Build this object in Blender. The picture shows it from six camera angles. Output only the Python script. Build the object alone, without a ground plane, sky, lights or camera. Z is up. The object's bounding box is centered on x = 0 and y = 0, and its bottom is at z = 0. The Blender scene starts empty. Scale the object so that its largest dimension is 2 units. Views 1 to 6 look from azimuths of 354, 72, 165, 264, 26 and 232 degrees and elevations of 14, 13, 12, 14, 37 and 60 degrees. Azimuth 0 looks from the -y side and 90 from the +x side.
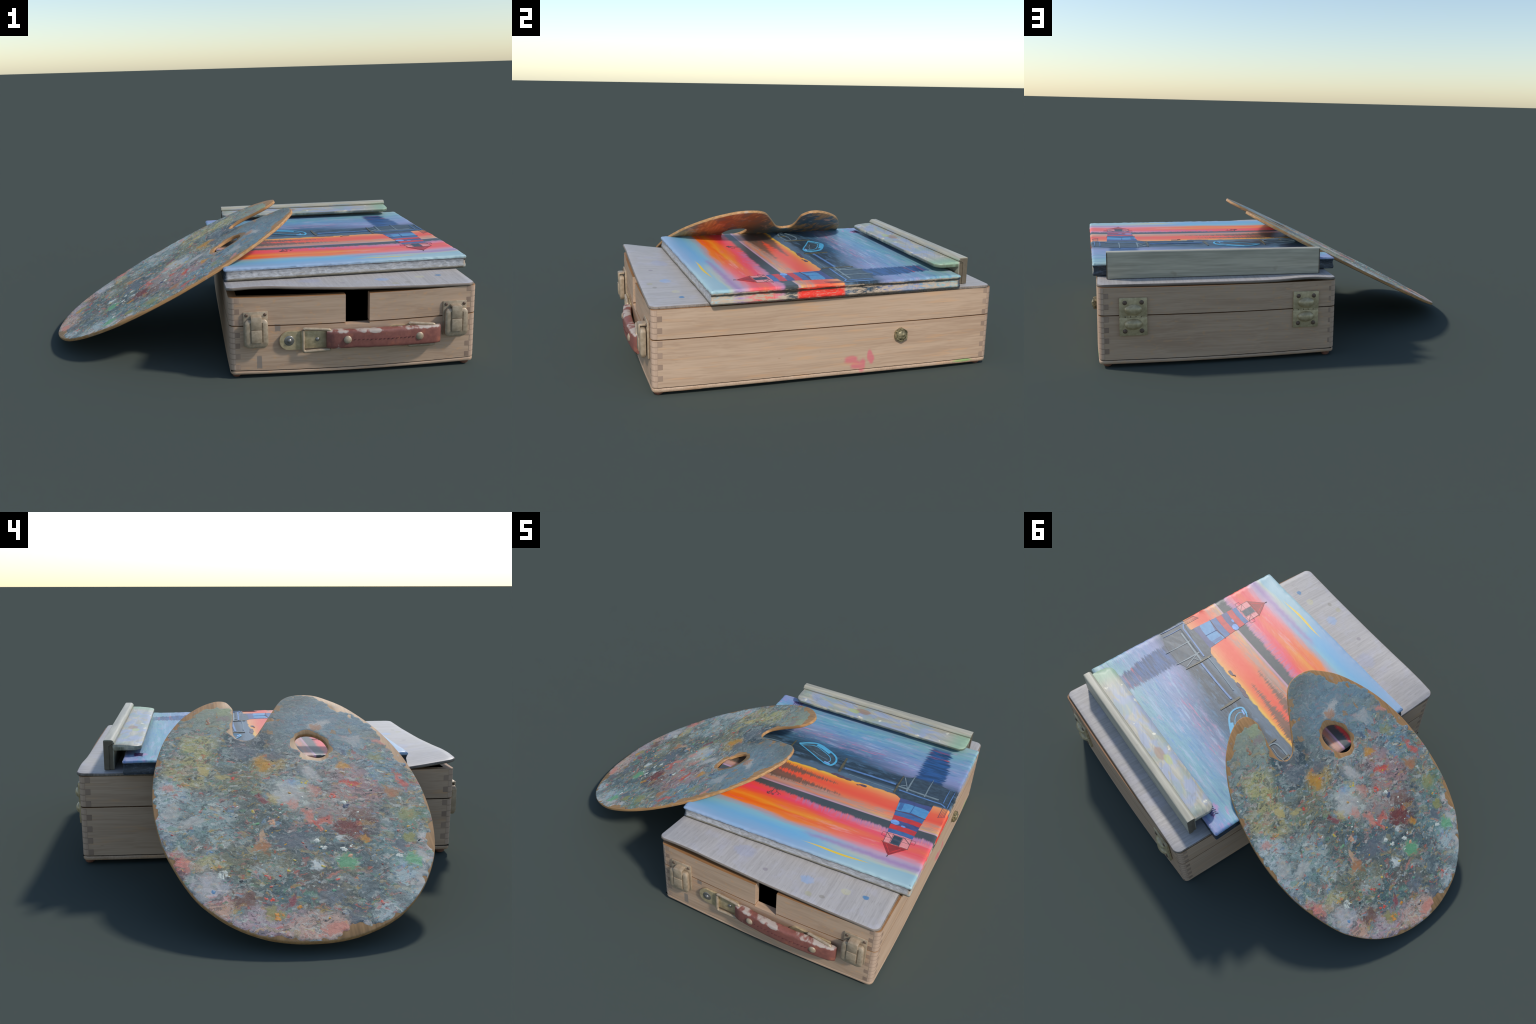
# A wooden painter's box with a sunset canvas held on its lid and an oval palette leaning on it.
import bpy, bmesh, math, random
import numpy as np
from mathutils import Vector, Matrix, noise
from mathutils.geometry import delaunay_2d_cdt

# ------------------------------------------------------------------ colours
def lin(c):
    c /= 255.0
    return c / 12.92 if c <= 0.04045 else ((c + 0.055) / 1.055) ** 2.4

LIGHT = {'top': (0.775, 0.855, 1.02), 'side': (0.853, 0.903, 0.966), 'front': (0.486, 0.548, 0.621),
         'slope': (0.48, 0.565, 0.72), 'back': (0.19, 0.262, 0.346)}

def hue(r, g, b, where='top'):
    """Base colour of something that looks (r, g, b) under the set's light on a face of that kind."""
    return tuple(min(0.93, max(0.003, lin(v) / e)) for v, e in zip((r, g, b), LIGHT[where])) + (1.0,)

# ------------------------------------------------------------------ shader expressions
class Val:
    def __init__(s, g, sock): s.g, s.sock = g, sock
    def __add__(s, o): return s.g.math('ADD', s, o)
    __radd__ = __add__
    def __sub__(s, o): return s.g.math('SUBTRACT', s, o)
    def __rsub__(s, o): return s.g.math('SUBTRACT', o, s)
    def __mul__(s, o): return s.g.math('MULTIPLY', s, o)
    __rmul__ = __mul__
    def __truediv__(s, o): return s.g.math('DIVIDE', s, o)
    def __neg__(s): return s.g.math('MULTIPLY', s, -1.0)

class Graph:
    def __init__(s, name):
        s.mat = bpy.data.materials.new(name); s.mat.use_nodes = True
        s.t = s.mat.node_tree; s.n = s.t.nodes; s.n.clear()
        s.out = s.n.new('ShaderNodeOutputMaterial'); s.bsdf = s.n.new('ShaderNodeBsdfPrincipled')
        s.t.links.new(s.bsdf.outputs[0], s.out.inputs[0]); s._xyz = None
    def put(s, sock, v):
        if isinstance(v, Val): s.t.links.new(v.sock, sock)
        elif v is not None: sock.default_value = v
    def math(s, op, a, b=None, c=None, clamp=False):
        n = s.n.new('ShaderNodeMath'); n.operation = op; n.use_clamp = clamp
        for i, v in enumerate((a, b, c)): s.put(n.inputs[i], v)
        return Val(s, n.outputs[0])
    def mn(s, a, b): return s.math('MINIMUM', a, b)
    def mx(s, a, b): return s.math('MAXIMUM', a, b)
    def ab(s, a): return s.math('ABSOLUTE', a)
    def coords(s):
        if s._xyz is None:
            n = s.n.new('ShaderNodeTexCoord'); p = s.n.new('ShaderNodeSeparateXYZ')
            s.t.links.new(n.outputs['Object'], p.inputs[0])
            s._xyz = tuple(Val(s, p.outputs[i]) for i in range(3)); s.pos = Val(s, n.outputs['Object'])
        return s._xyz
    def vec(s, x, y, z):
        n = s.n.new('ShaderNodeCombineXYZ')
        for i, v in enumerate((x, y, z)): s.put(n.inputs[i], v)
        return Val(s, n.outputs[0])
    def noise(s, v, scale, detail=3.0, rough=0.55, dist=0.0, col=False):
        n = s.n.new('ShaderNodeTexNoise'); s.put(n.inputs['Vector'], v)
        for k, q in (('Scale', scale), ('Detail', detail), ('Roughness', rough), ('Distortion', dist)): n.inputs[k].default_value = q
        return Val(s, n.outputs['Color' if col else 'Fac'])
    def cells(s, v, scale, out='Color', feature='F1', rand=1.0):
        n = s.n.new('ShaderNodeTexVoronoi'); n.feature = feature; s.put(n.inputs['Vector'], v)
        n.inputs['Scale'].default_value = scale; n.inputs['Randomness'].default_value = rand
        return Val(s, n.outputs[out])
    def sep(s, v):
        n = s.n.new('ShaderNodeSeparateXYZ'); s.put(n.inputs[0], v)
        return tuple(Val(s, n.outputs[i]) for i in range(3))
    def vadd(s, a, b, k=1.0):
        n = s.n.new('ShaderNodeVectorMath'); n.operation = 'MULTIPLY_ADD'
        s.put(n.inputs[0], b); n.inputs[1].default_value = (k, k, k); s.put(n.inputs[2], a)
        return Val(s, n.outputs[0])
    def step(s, x, a, b):
        """smooth 0..1 as x goes from a to b (a may exceed b)"""
        n = s.n.new('ShaderNodeMapRange'); n.interpolation_type = 'SMOOTHSTEP'; s.put(n.inputs['Value'], x)
        lo, hi, p, q = (a, b, 0.0, 1.0) if a < b else (b, a, 1.0, 0.0)
        for k, v in (('From Min', lo), ('From Max', hi), ('To Min', p), ('To Max', q)): n.inputs[k].default_value = v
        return Val(s, n.outputs[0])
    def oval(s, v, cx, cy, rx, ry, turn=0.0):
        """distance from an oval's centre in the xy plane, 1 on its outline"""
        m = s.n.new('ShaderNodeMapping'); m.vector_type = 'TEXTURE'; s.put(m.inputs['Vector'], v)
        m.inputs['Location'].default_value = (cx, cy, 0); m.inputs['Rotation'].default_value = (0, 0, turn); m.inputs['Scale'].default_value = (rx, ry, 1000.0)
        n = s.n.new('ShaderNodeVectorMath'); n.operation = 'LENGTH'; s.t.links.new(m.outputs[0], n.inputs[0])
        return Val(s, n.outputs['Value'])
    def band(s, x, a, b, soft): return s.step(x, a - soft, a + soft) * s.step(x, b + soft, b - soft)
    def mix(s, f, a, b, mode='MIX'):
        n = s.n.new('ShaderNodeMix'); n.data_type = 'RGBA'; n.blend_type = mode
        s.put(n.inputs[0], f); s.put(n.inputs[6], a); s.put(n.inputs[7], b)
        return Val(s, n.outputs[2])
    def ramp(s, f, stops, mode='LINEAR'):
        n = s.n.new('ShaderNodeValToRGB'); s.put(n.inputs[0], f); cr = n.color_ramp; cr.interpolation = mode
        while len(cr.elements) < len(stops): cr.elements.new(0.5)
        for e, (p, c) in zip(cr.elements, stops): e.position = p; e.color = c
        return Val(s, n.outputs[0])
    def rand(s):
        return Val(s, s.n.new('ShaderNodeObjectInfo').outputs['Random'])
    def finish(s, color, rough=0.6, spec=0.4, metal=0.0, bump=None, depth=0.002, strength=0.6):
        b = s.bsdf; s.put(b.inputs['Base Color'], color); s.put(b.inputs['Roughness'], rough)
        s.put(b.inputs['Specular IOR Level'], spec); s.put(b.inputs['Metallic'], metal)
        if bump is not None:
            n = s.n.new('ShaderNodeBump'); n.inputs['Distance'].default_value = depth; n.inputs['Strength'].default_value = strength
            s.put(n.inputs['Height'], bump); s.t.links.new(n.outputs[0], b.inputs['Normal'])
        return s.mat

# ------------------------------------------------------------------ materials
def wood(name, light, dark, along='x', scale=1.0, rough=0.55, vary=0.0, stains=None, flat=0.5):
    """straight fine grain along one axis, with soft broad figure"""
    g = Graph(name); x, y, z = g.coords()
    k = {'x': (4, 150, 150), 'y': (150, 4, 150), 'z': (150, 150, 4)}[along]
    wob = g.noise(g.pos, 2.5, 2) * 5.0
    v = g.vec(x * (k[0] * scale) + wob, y * (k[1] * scale) + wob, z * (k[2] * scale) + wob)
    grain = g.noise(v, 1.0, 3, 0.6)
    figure = g.noise(g.vec(x * (k[0] * 0.6), y * (k[1] * 0.14), z * (k[2] * 0.14)), 1.0, 3, 0.55, 0.3)
    f = g.step(grain * flat + figure * (1.0 - flat), 0.30, 0.66)
    c = g.mix(f, dark, light)
    c = g.mix(g.step(g.noise(g.pos, 3.0, 3), 0.42, 0.75) * 0.3, c, tuple(v * 0.84 for v in light[:3]) + (1,))
    if vary: c = g.mix(g.rand() * vary, c, dark)
    if stains: c = stains(g, c, x, y, z)
    return g.finish(c, rough, 0.3, bump=grain, depth=0.001, strength=0.4)

def plain(name, color, rough=0.5, spec=0.4, metal=0.0, var=0.25, scale=40, dark=None, vary=0.0):
    g = Graph(name); g.coords()
    n = g.noise(g.pos, scale, 4, 0.6)
    d = dark or tuple(v * 0.55 for v in color[:3]) + (1,)
    c = g.mix(g.step(n, 0.75, 0.3) * var, color, d)
    if vary: c = g.mix(g.rand() * vary, c, d)
    return g.finish(c, rough, spec, metal, bump=n, depth=0.0006, strength=0.3)

def case_stains(g, c, x, y, z):
    """pink finger marks on the right side, a green fleck, dark grimy lower edge, soft orange glow of the grain"""
    w = g.noise(g.pos, 45, 3); right = g.step(x, 0.538, 0.543)
    def spot(a, b, ra, rb, soft=0.35):
        da = (y - a) / ra; db = (z - b) / rb
        return g.step(g.math('SQRT', da * da + db * db) + (w - 0.5) * 0.9, 1.0 + soft, 1.0 - soft) * right
    m = g.mx(g.mx(spot(0.098, 0.085, 0.03, 0.018), spot(0.125, 0.06, 0.026, 0.022)),
             g.mx(spot(0.152, 0.055, 0.018, 0.03), g.mx(spot(0.188, 0.1, 0.012, 0.026), spot(0.198, 0.08, 0.013, 0.02))))
    c = g.mix(m * 0.7, c, hue(205, 95, 115, 'side'))
    c = g.mix(spot(0.66, 0.03, 0.05, 0.006) * 0.8, c, hue(120, 165, 95, 'side'))
    c = g.mix(g.step(g.noise(g.vec(x * 30.0, y * 5.0, z * 55.0), 1.0, 3), 0.54, 0.74) * 0.45, c, hue(206, 160, 116, 'side'))
    front = g.step(y, -0.77, -0.775)
    def smear(a, b, ra, rb):
        da = (x - a) / ra; db = (z - b) / rb
        return g.step(g.mx(g.ab(da), g.ab(db)) + (w - 0.5) * 0.5, 1.15, 0.85) * front
    c = g.mix(g.mx(smear(-0.335, 0.228, 0.012, 0.016), smear(-0.418, 0.072, 0.011, 0.03)) * 0.75, c, hue(92, 92, 92, 'front'))
    c = g.mix(g.step(g.noise(g.vec(x, y, z * 3.0), 28, 1), 0.78, 0.83) * 0.4, c, hue(110, 80, 62, 'front'))
    return c

def lid_stains(g, c, x, y, z):
    w = g.noise(g.pos, 60, 3)
    def spot(a, b, r, col, k, c):
        dx = (x - a) / r; dy = (y - b) / (r * 0.8)
        return g.mix(g.step(g.math('SQRT', dx * dx + dy * dy) + (w - 0.5) * 0.9, 1.3, 0.8) * k, c, col)
    c = spot(0.16, -0.66, 0.03, hue(140, 165, 205), 0.8, c)
    c = spot(0.43, -0.63, 0.014, hue(75, 125, 175), 0.9, c)
    c = spot(0.34, -0.64, 0.02, hue(185, 185, 140), 0.6, c)
    c = spot(-0.17, -0.64, 0.05, hue(150, 160, 195), 0.45, c)
    c = spot(0.26, -0.72, 0.012, hue(120, 118, 110), 0.5, c)
    c = spot(-0.03, -0.7, 0.012, hue(120, 112, 130), 0.5, c)
    c = spot(0.2, -0.735, 0.016, hue(160, 160, 130), 0.5, c)
    tint = g.noise(g.pos, 14, 2)
    c = g.mix(g.step(tint, 0.5, 0.72) * 0.4, c, hue(172, 176, 198))
    dash = g.noise(g.vec(x * 170.0, y * 26.0, 0.0), 1.0, 2)
    return g.mix(g.step(dash, 0.57, 0.72) * 0.45, c, hue(136, 134, 136))

W_LIGHT, W_DARK = (0.60, 0.415, 0.28, 1), (0.455, 0.295, 0.19, 1)
M = {}
M['case'] = wood('birch_case', W_LIGHT, W_DARK, 'y', 1.0, 0.55, stains=case_stains)
M['case_x'] = wood('birch_case_front', W_LIGHT, W_DARK, 'x', 1.0, 0.55, stains=case_stains)
def end_grain(g, c, x, y, z):
    """the flat cut end of a finger is darker than the part that rounds the corner; a dark line runs round each"""
    end = g.step(g.mx(g.ab(x), y), 0.021, 0.027)
    c = g.mix(end * (0.42 + g.rand() * 0.4), c, (0.27, 0.175, 0.12, 1))
    return g.mix(g.step(g.ab(z), 0.0100, 0.0116) * 0.75, c, (0.15, 0.10, 0.07, 1))
M['finger'] = wood('birch_end_grain', (0.60, 0.42, 0.30, 1), (0.48, 0.32, 0.22, 1), 'z', 1.0, 0.6, vary=0.2, stains=end_grain)
M['lid'] = wood('weathered_lid_panel', hue(172, 173, 180), hue(154, 154, 160), 'y', 0.7, 0.45, stains=lid_stains)
M['lid_edge'] = wood('lid_panel_edge', (0.30, 0.24, 0.19, 1), (0.12, 0.1, 0.08, 1), 'x', 1.0)
M['raw'] = wood('raw_inner_wood', (0.42, 0.21, 0.085, 1), (0.26, 0.12, 0.05, 1), 'x')
M['dark'] = plain('interior_shade', (0.008, 0.007, 0.006, 1), 0.9, 0.05)  # near-black paints in the darkness inside the box and its seams
M['foot'] = plain('red_brown_foot', hue(92, 62, 50, 'front'), 0.6)
M['brass'] = plain('dull_brass', (0.62, 0.50, 0.30, 1), 0.4, 0.5, 0.3, 0.55, 60, (0.3, 0.22, 0.1, 1))
M['clasp'] = plain('pale_worn_brass', (0.54, 0.42, 0.29, 1), 0.42, 0.45, 0.2, 0.55, 55, (0.27, 0.19, 0.11, 1))
M['bolt'] = plain('crusted_brass', (0.45, 0.37, 0.2, 1), 0.5, 0.5, 0.3, 1.0, 90, (0.05, 0.045, 0.02, 1))
M['steel'] = plain('grey_steel', (0.33, 0.31, 0.28, 1), 0.35, 0.5, 0.7, 0.5, 90)
M['screw'] = plain('dark_screw', (0.2, 0.13, 0.09, 1), 0.5, 0.5, 0.4, 0.6, 120)

def leather():
    g = Graph('worn_red_leather'); x, y, z = g.coords()
    w = g.noise(g.vec(x * 22.0, y * 10.0, z * 10.0), 1.0, 4, 0.6)
    edge = g.mx(g.step(z, 0.192, 0.212), g.step(z, 0.142, 0.130) * 0.6)
    patch = g.noise(g.pos, 11.0, 2)
    worn = g.step(edge * 0.36 + w + (patch - 0.5) * 0.6, 0.80, 0.92)
    c = g.mix(g.noise(g.pos, 60, 3), hue(84, 52, 50, 'front'), hue(114, 76, 70, 'front'))
    c = g.mix(g.step(g.noise(g.pos, 25, 2), 0.55, 0.75) * 0.5, c, hue(136, 86, 68, 'front'))
    c = g.mix(worn * 0.9, c, hue(140, 137, 134, 'front'))
    return g.finish(c, 0.5, 0.35, bump=w, depth=0.003, strength=0.6)
M['leather'] = leather()
M['thread'] = plain('dark_thread', hue(80, 45, 45, 'front'), 0.8)

def ledge_paint():
    """grey-green weathered wood with smears of blue, mint and brown paint on the canvas-side faces"""
    g = Graph('paint_smeared_ledge'); x, y, z = g.coords()
    gr = g.noise(g.vec(x * 4.0, y * 60.0, z * 60.0), 1.0, 4)
    c = g.mix(g.step(gr, 0.3, 0.7), hue(148, 149, 142), hue(176, 177, 169))
    sm = g.noise(g.vec(x * 9.0 + y * 22.0, y * 18.0 - x * 6.0, z * 8.0), 1.0, 3, 0.55, 0.8)
    shelf = g.step(y, 0.636, 0.628)
    blue = g.step(sm, 0.40, 0.58) * shelf * g.step(g.ab(x + 0.05), 0.48, 0.34)
    c = g.mix(blue * 0.75, c, hue(135, 155, 195))
    mint = g.step(g.noise(g.pos, 9.0, 3, 0.5, 0.5), 0.52, 0.66)
    c = g.mix(mint * shelf * 0.45, c, hue(128, 156, 148))
    endm = g.step(x, 0.38, 0.47) * shelf
    c = g.mix(endm * 0.6, c, hue(120, 172, 150))
    c = g.mix(g.step(g.noise(g.pos, 22.0, 3), 0.66, 0.74) * shelf, c, hue(205, 208, 200))
    dx = (x + 0.1) / 0.05; dy = (y - 0.585) / 0.025
    c = g.mix(g.step(dx * dx + dy * dy + sm, 1.6, 0.9) * 0.7, c, hue(140, 110, 95))
    dx = (x + 0.15) / 0.04; dy = (y - 0.57) / 0.02
    c = g.mix(g.step(dx * dx + dy * dy + sm, 1.5, 0.9) * 0.6, c, hue(160, 180, 110))
    under = g.step(z, 0.4825, 0.4785) * shelf
    c = g.mix(under * g.step(sm, 0.3, 0.55) * 0.8, c, hue(85, 92, 78))
    line = g.noise(g.vec(x * 26.0 + y * 45.0, y * 4.0, 0.0), 1.0, 1)
    c = g.mix(g.band(line, 0.49, 0.505, 0.01) * shelf * 0.45, c, hue(110, 125, 145))
    c = g.mix(g.step(g.noise(g.pos, 13.0, 2), 0.66, 0.75) * 0.35, c, hue(120, 110, 95))
    ends = g.step(g.ab(x - 0.0045), 0.4985, 0.5) * g.step(y, 0.633, 0.64) * g.step(z, 0.509, 0.505)
    c = g.mix(ends * 0.85, c, hue(76, 66, 54))
    return g.finish(c, 0.42, 0.45, bump=gr, depth=0.0012, strength=0.4)
M['ledge'] = ledge_paint()

def sunset():
    """The painted canvas: a sunset sky at the -y end, shore, orange water, dark dock, blue water at the +y end."""
    g = Graph('sunset_oil_painting'); x, y, z = g.coords()
    streak = g.noise(g.vec(x * 2.6, y * 19.0, 0.0), 1.0, 5, 0.65)
    fine = g.noise(g.vec(x * 9.0, y * 70.0, 0.0), 1.0, 3, 0.6)
    soft = g.noise(g.vec(x * 3.0, y * 5.0, 3.0), 1.0, 2)
    jag = g.noise(g.vec(x * 110.0 + y * 14.0, y * 11.0, 5.0), 1.0, 3, 0.6)
    lo, span = -0.56, 1.2
    tint = lambda p, c: ((p - lo) / span, hue(*c))
    amp = g.step(y, -0.14, -0.24) * 0.03 + 0.012
    t = (y + (streak - 0.5) * 2.0 * amp + (soft - 0.5) * 0.03 - lo) / span
    left = [(-0.545, (138, 164, 202)), (-0.52, (126, 164, 206)), (-0.46, (104, 166, 214)), (-0.415, (120, 176, 204)), (-0.39, (158, 152, 168)),
            (-0.372, (226, 122, 48)), (-0.345, (226, 98, 24)), (-0.32, (240, 140, 40)), (-0.295, (236, 112, 40)), (-0.27, (226, 78, 66)),
            (-0.245, (222, 66, 96)), (-0.215, (222, 74, 74)), (-0.19, (196, 82, 88)), (-0.15, (150, 122, 130)), (-0.13, (198, 128, 100)),
            (-0.11, (150, 128, 118)), (-0.085, (215, 105, 66)), (-0.04, (228, 80, 54)), (0.005, (234, 96, 50)), (0.03, (238, 138, 52)), (0.046, (242, 180, 60)),
            (0.055, (62, 84, 104)), (0.12, (42, 58, 72)), (0.2, (40, 60, 78)), (0.26, (52, 86, 118)), (0.31, (84, 110, 150)), (0.35, (120, 132, 172)),
            (0.42, (98, 146, 188)), (0.5, (104, 160, 184)), (0.57, (112, 146, 196)), (0.62, (140, 148, 196))]
    right = [(-0.545, (158, 188, 204)), (-0.47, (140, 178, 198)), (-0.445, (170, 184, 178)), (-0.42, (166, 154, 186)),
             (-0.395, (184, 150, 178)), (-0.365, (230, 118, 126)), (-0.33, (236, 86, 94)), (-0.3, (236, 102, 84)), (-0.26, (232, 82, 106)), (-0.23, (206, 136, 146)),
             (-0.205, (176, 136, 166)), (-0.15, (196, 166, 120)), (-0.12, (220, 138, 104)), (-0.06, (236, 84, 66)), (-0.01, (234, 98, 70)), (0.03, (242, 138, 92)), (0.047, (244, 152, 96)),
             (0.055, (48, 66, 84)), (0.12, (40, 52, 64)), (0.2, (46, 62, 78)), (0.235, (120, 128, 170)), (0.3, (126, 142, 190)),
             (0.42, (112, 146, 184)), (0.52, (118, 166, 182)), (0.62, (146, 178, 182))]
    cl = g.ramp(t, [tint(p, c) for p, c in left]); cr = g.ramp(t, [tint(p, c) for p, c in right])
    side_mix = g.step(x + (streak - 0.5) * 0.3, 0.36, 0.78)
    c = g.mix(side_mix, cl, cr)
    # magenta and yellow streaks in the clouds, grey and peach ones on the far water
    sky = g.band(y, -0.36, -0.215, 0.02)
    c = g.mix(g.step(streak, 0.55, 0.72) * sky * 0.6, c, hue(226, 92, 150))
    c = g.mix(g.step(fine, 0.6, 0.74) * g.band(y, -0.36, -0.28, 0.02) * 0.6, c, hue(250, 170, 70))
    c = g.mix(g.step(streak, 0.46, 0.32) * sky * g.step(x, 0.25, 0.5) * 0.6, c, hue(225, 160, 170))
    far = g.band(y + (fine - 0.5) * 0.03, -0.15, -0.085, 0.012)
    c = g.mix(far * g.step(fine, 0.45, 0.58) * 0.8, c, hue(172, 140, 132))
    c = g.mix(far * g.step(fine, 0.42, 0.34) * 0.7, c, hue(240, 120, 62))
    # violet cloud bank and yellow streak in the blue sky
    bank = g.band(y + (g.noise(g.vec(x * 26.0, 1.0, 0.0), 1.0, 3) - 0.5) * 0.03 - (x - 0.7) * 0.02, -0.434, -0.412, 0.012)
    c = g.mix(bank * g.step(x, 0.4, 0.5) * 0.6, c, hue(148, 116, 176))
    ray = y + 0.4855 + g.math('SINE', x * 22.0) * 0.003 + (x - 0.62) * -0.02
    ray_w = g.step(g.ab(x - 0.62), 0.2, 0.02) * 0.006
    c = g.mix(g.step(g.ab(ray) - ray_w, 0.003, -0.003) * g.step(g.ab(x - 0.62), 0.19, 0.12), c, hue(232, 190, 52))
    # wooded far shore: ragged top, straight waterline
    top = -0.196 - g.step(x, 0.18, 0.5) * 0.016 - g.step(x, 0.28, 0.24) * 0.004
    crown = y - top + (jag - 0.5) * 0.035 + (g.noise(g.vec(x * 13.0, 2.0, 0.0), 1.0, 2) - 0.5) * 0.035
    halo = g.step(crown, -0.055, -0.005) * g.step(y, -0.158, -0.164)
    c = g.mix(halo * g.step(x, 0.2, 0.36) * g.step(jag, 0.35, 0.6) * 0.8, c, hue(165, 118, 168))
    c = g.mix(g.step(crown, -0.010, 0.008) * g.step(y, -0.157, -0.162), c, g.mix(soft, hue(46, 60, 72), hue(86, 92, 96)))
    c = g.mix(g.band(y, -0.158, -0.15, 0.003) * 0.7, c, hue(178, 150, 190))
    # two banks of reeds growing from the left
    comb = (jag - 0.5) * 0.075
    for yc, tip, w0, w1 in ((-0.008, 0.44, 0.004, 0.03), (-0.083, 0.49, 0.003, 0.036)):
        grow = g.step(x, tip, 0.0) * w1 + w0
        dist = g.ab(y - yc - (x - 0.3) * -0.03) + comb - grow
        c = g.mix(g.step(dist, 0.008, -0.012) * g.step(x, tip, tip - 0.03) * 0.85, c, g.mix(fine, hue(58, 62, 62), hue(104, 94, 80)))
    mud = g.step(x + (fine - 0.5) * 0.2, 0.14, 0.02) * g.band(y, -0.11, 0.028, 0.01)
    c = g.mix(mud * 0.85, c, hue(78, 74, 70))
    # bushes along the near shore
    shore = y - 0.052 + (g.noise(g.vec(x * 19.0, 7.0, 0.0), 1.0, 3) - 0.5) * 0.045
    c = g.mix(g.step(shore, -0.004, 0.004) * g.step(y, 0.11, 0.08), c, g.mix(fine, hue(58, 76, 96), hue(92, 118, 145)))
    # long brush strokes on the dock and in the water
    v = g.noise(g.vec(x * 14.0 + y * 6.0, y * 34.0, 9.0), 1.0, 3, 0.6)
    dock = g.band(y, 0.075, 0.25, 0.02)
    c = g.mix(g.step(v, 0.52, 0.7) * dock * 0.65, c, hue(88, 122, 158))
    water = g.step(y, 0.24, 0.3)
    c = g.mix(g.step(streak, 0.52, 0.66) * water * 0.4, c, hue(152, 154, 196)); c = g.mix(g.step(v, 0.56, 0.7) * water * 0.5, c, hue(168, 150, 190))
    c = g.mix(g.step(fine, 0.55, 0.7) * water * 0.6, c, hue(74, 132, 200))
    c = g.mix(g.step(v, 0.45, 0.32) * water * 0.5, c, hue(112, 168, 184))
    s2 = g.noise(g.vec(x * 5.0 + y * 3.0, y * 46.0, 4.0), 1.0, 4, 0.65)
    c = g.mix(g.step(s2, 0.53, 0.66) * water * 0.65, c, hue(150, 176, 210)); c = g.mix(g.step(s2, 0.46, 0.34) * water * 0.6, c, hue(76, 126, 172))
    c = g.mix(g.step(s2, 0.5, 0.64) * dock * 0.45, c, hue(70, 100, 130))
    blush = g.band(y + (v - 0.5) * 0.12 + (x - 0.3) * 0.12, 0.29, 0.37, 0.03) * g.step(x, 0.78, 0.55)
    c = g.mix(blush * g.step(fine, 0.52, 0.68) * 0.6, c, hue(214, 112, 128))
    c = g.mix(g.band(y + (v - 0.5) * 0.12, 0.22, 0.3, 0.03) * g.step(fine, 0.5, 0.62) * g.step(x, 0.72, 0.6) * 0.7, c, hue(60, 110, 150))
    c = g.mix(g.step(x, 0.05, -0.06) * g.step(y, 0.42, 0.54) * g.step(v, 0.52, 0.68) * 0.55, c, hue(176, 122, 190))
    # the tower mirrored in the water
    rag = (g.noise(g.vec(x * 12.0, y * 95.0, 2.0), 1.0, 2) - 0.5) * 0.07
    ref = g.step(x + rag, 0.748, 0.772) * g.step(x + rag + g.step(y, 0.3, 0.54) * 0.035, 0.912, 0.892) * g.step(y + rag * 0.5, 0.19, 0.215) * g.step(y, 0.56, 0.5)
    deep = g.mix(g.step(y + rag * 0.4, 0.215, 0.245), hue(48, 60, 72), g.mix(g.step(fine, 0.4, 0.62), hue(24, 60, 104), hue(36, 84, 146)))
    c = g.mix(ref * 0.95, c, deep)
    c = g.mix(ref * g.band(y, 0.415, 0.5, 0.015) * g.step(s2, 0.5, 0.62) * 0.75, c, hue(190, 84, 88))
    c = g.mix(g.step(fine, 0.62, 0.7) * g.band(x, 0.9, 1.0, 0.02) * g.band(y, 0.2, 0.6, 0.03) * 0.35, c, hue(205, 130, 150))
    # wrapped edges: bare primed cloth front, paint dragged over the right side, dark left and back
    low = g.step(z, 0.4395, 0.4345) * g.mx(g.mx(g.step(x, 0.975, 0.985), g.step(x, -0.14, -0.15)), g.mx(g.step(y, -0.52, -0.53), g.step(y, 0.6, 0.61)))
    n1 = g.noise(g.vec(x * 7.0, y * 7.0, z * 60.0), 1.0, 4, 0.7); n2 = g.noise(g.vec(x * 34.0, y * 34.0, z * 150.0), 1.0, 4, 0.75, 0.6)
    cloth = g.mix(g.step(n2, 0.3, 0.7), hue(108, 112, 116, 'front'), hue(146, 154, 164, 'front'))
    cloth = g.mix(g.step(n1, 0.55, 0.75) * 0.5, cloth, hue(140, 132, 112, 'front'))
    cloth = g.mix(g.step(z + (n1 - 0.5) * 0.02, 0.404, 0.397) * 0.8, cloth, hue(92, 88, 70, 'front'))
    onright = g.step(x, 0.975, 0.985)
    drag = g.mix(g.step(n2 * 0.6 + n1 * 0.4, 0.44, 0.54), c, hue(186, 168, 148, 'side'))
    drag = g.mix(g.band(y, -0.16, 0.052, 0.008) * g.step(n2, 0.7, 0.5), drag, hue(240, 56, 42, 'side'))
    cloth = g.mix(onright, cloth, drag)
    ink = g.mix(onright, g.step(g.ab(z - 0.4335) * 150.0 + n1 * 0.9, 0.78, 0.5), g.step(g.ab(z - 0.427) * 70.0 + n1 * 1.5 + (n2 - 0.5) * 0.5, 1.25, 0.95))
    ink = g.mx(ink, g.step(z + (n2 - 0.5) * 0.010, 0.3965, 0.392) * 0.85)
    cloth = g.mix(ink * 0.92, cloth, hue(44, 44, 40, 'side'))
    darkside = g.mx(g.step(x, -0.135, -0.15), g.step(y, 0.595, 0.61))
    cloth = g.mix(darkside, cloth, g.mix(g.step(n2, 0.5, 0.7), (0.035, 0.045, 0.06, 1), (0.13, 0.16, 0.21, 1)))
    c = g.mix(low, c, cloth)
    weave = g.noise(g.vec(x * 30.0, y * 120.0, z * 80.0), 1.0, 3, 0.7)
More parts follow.
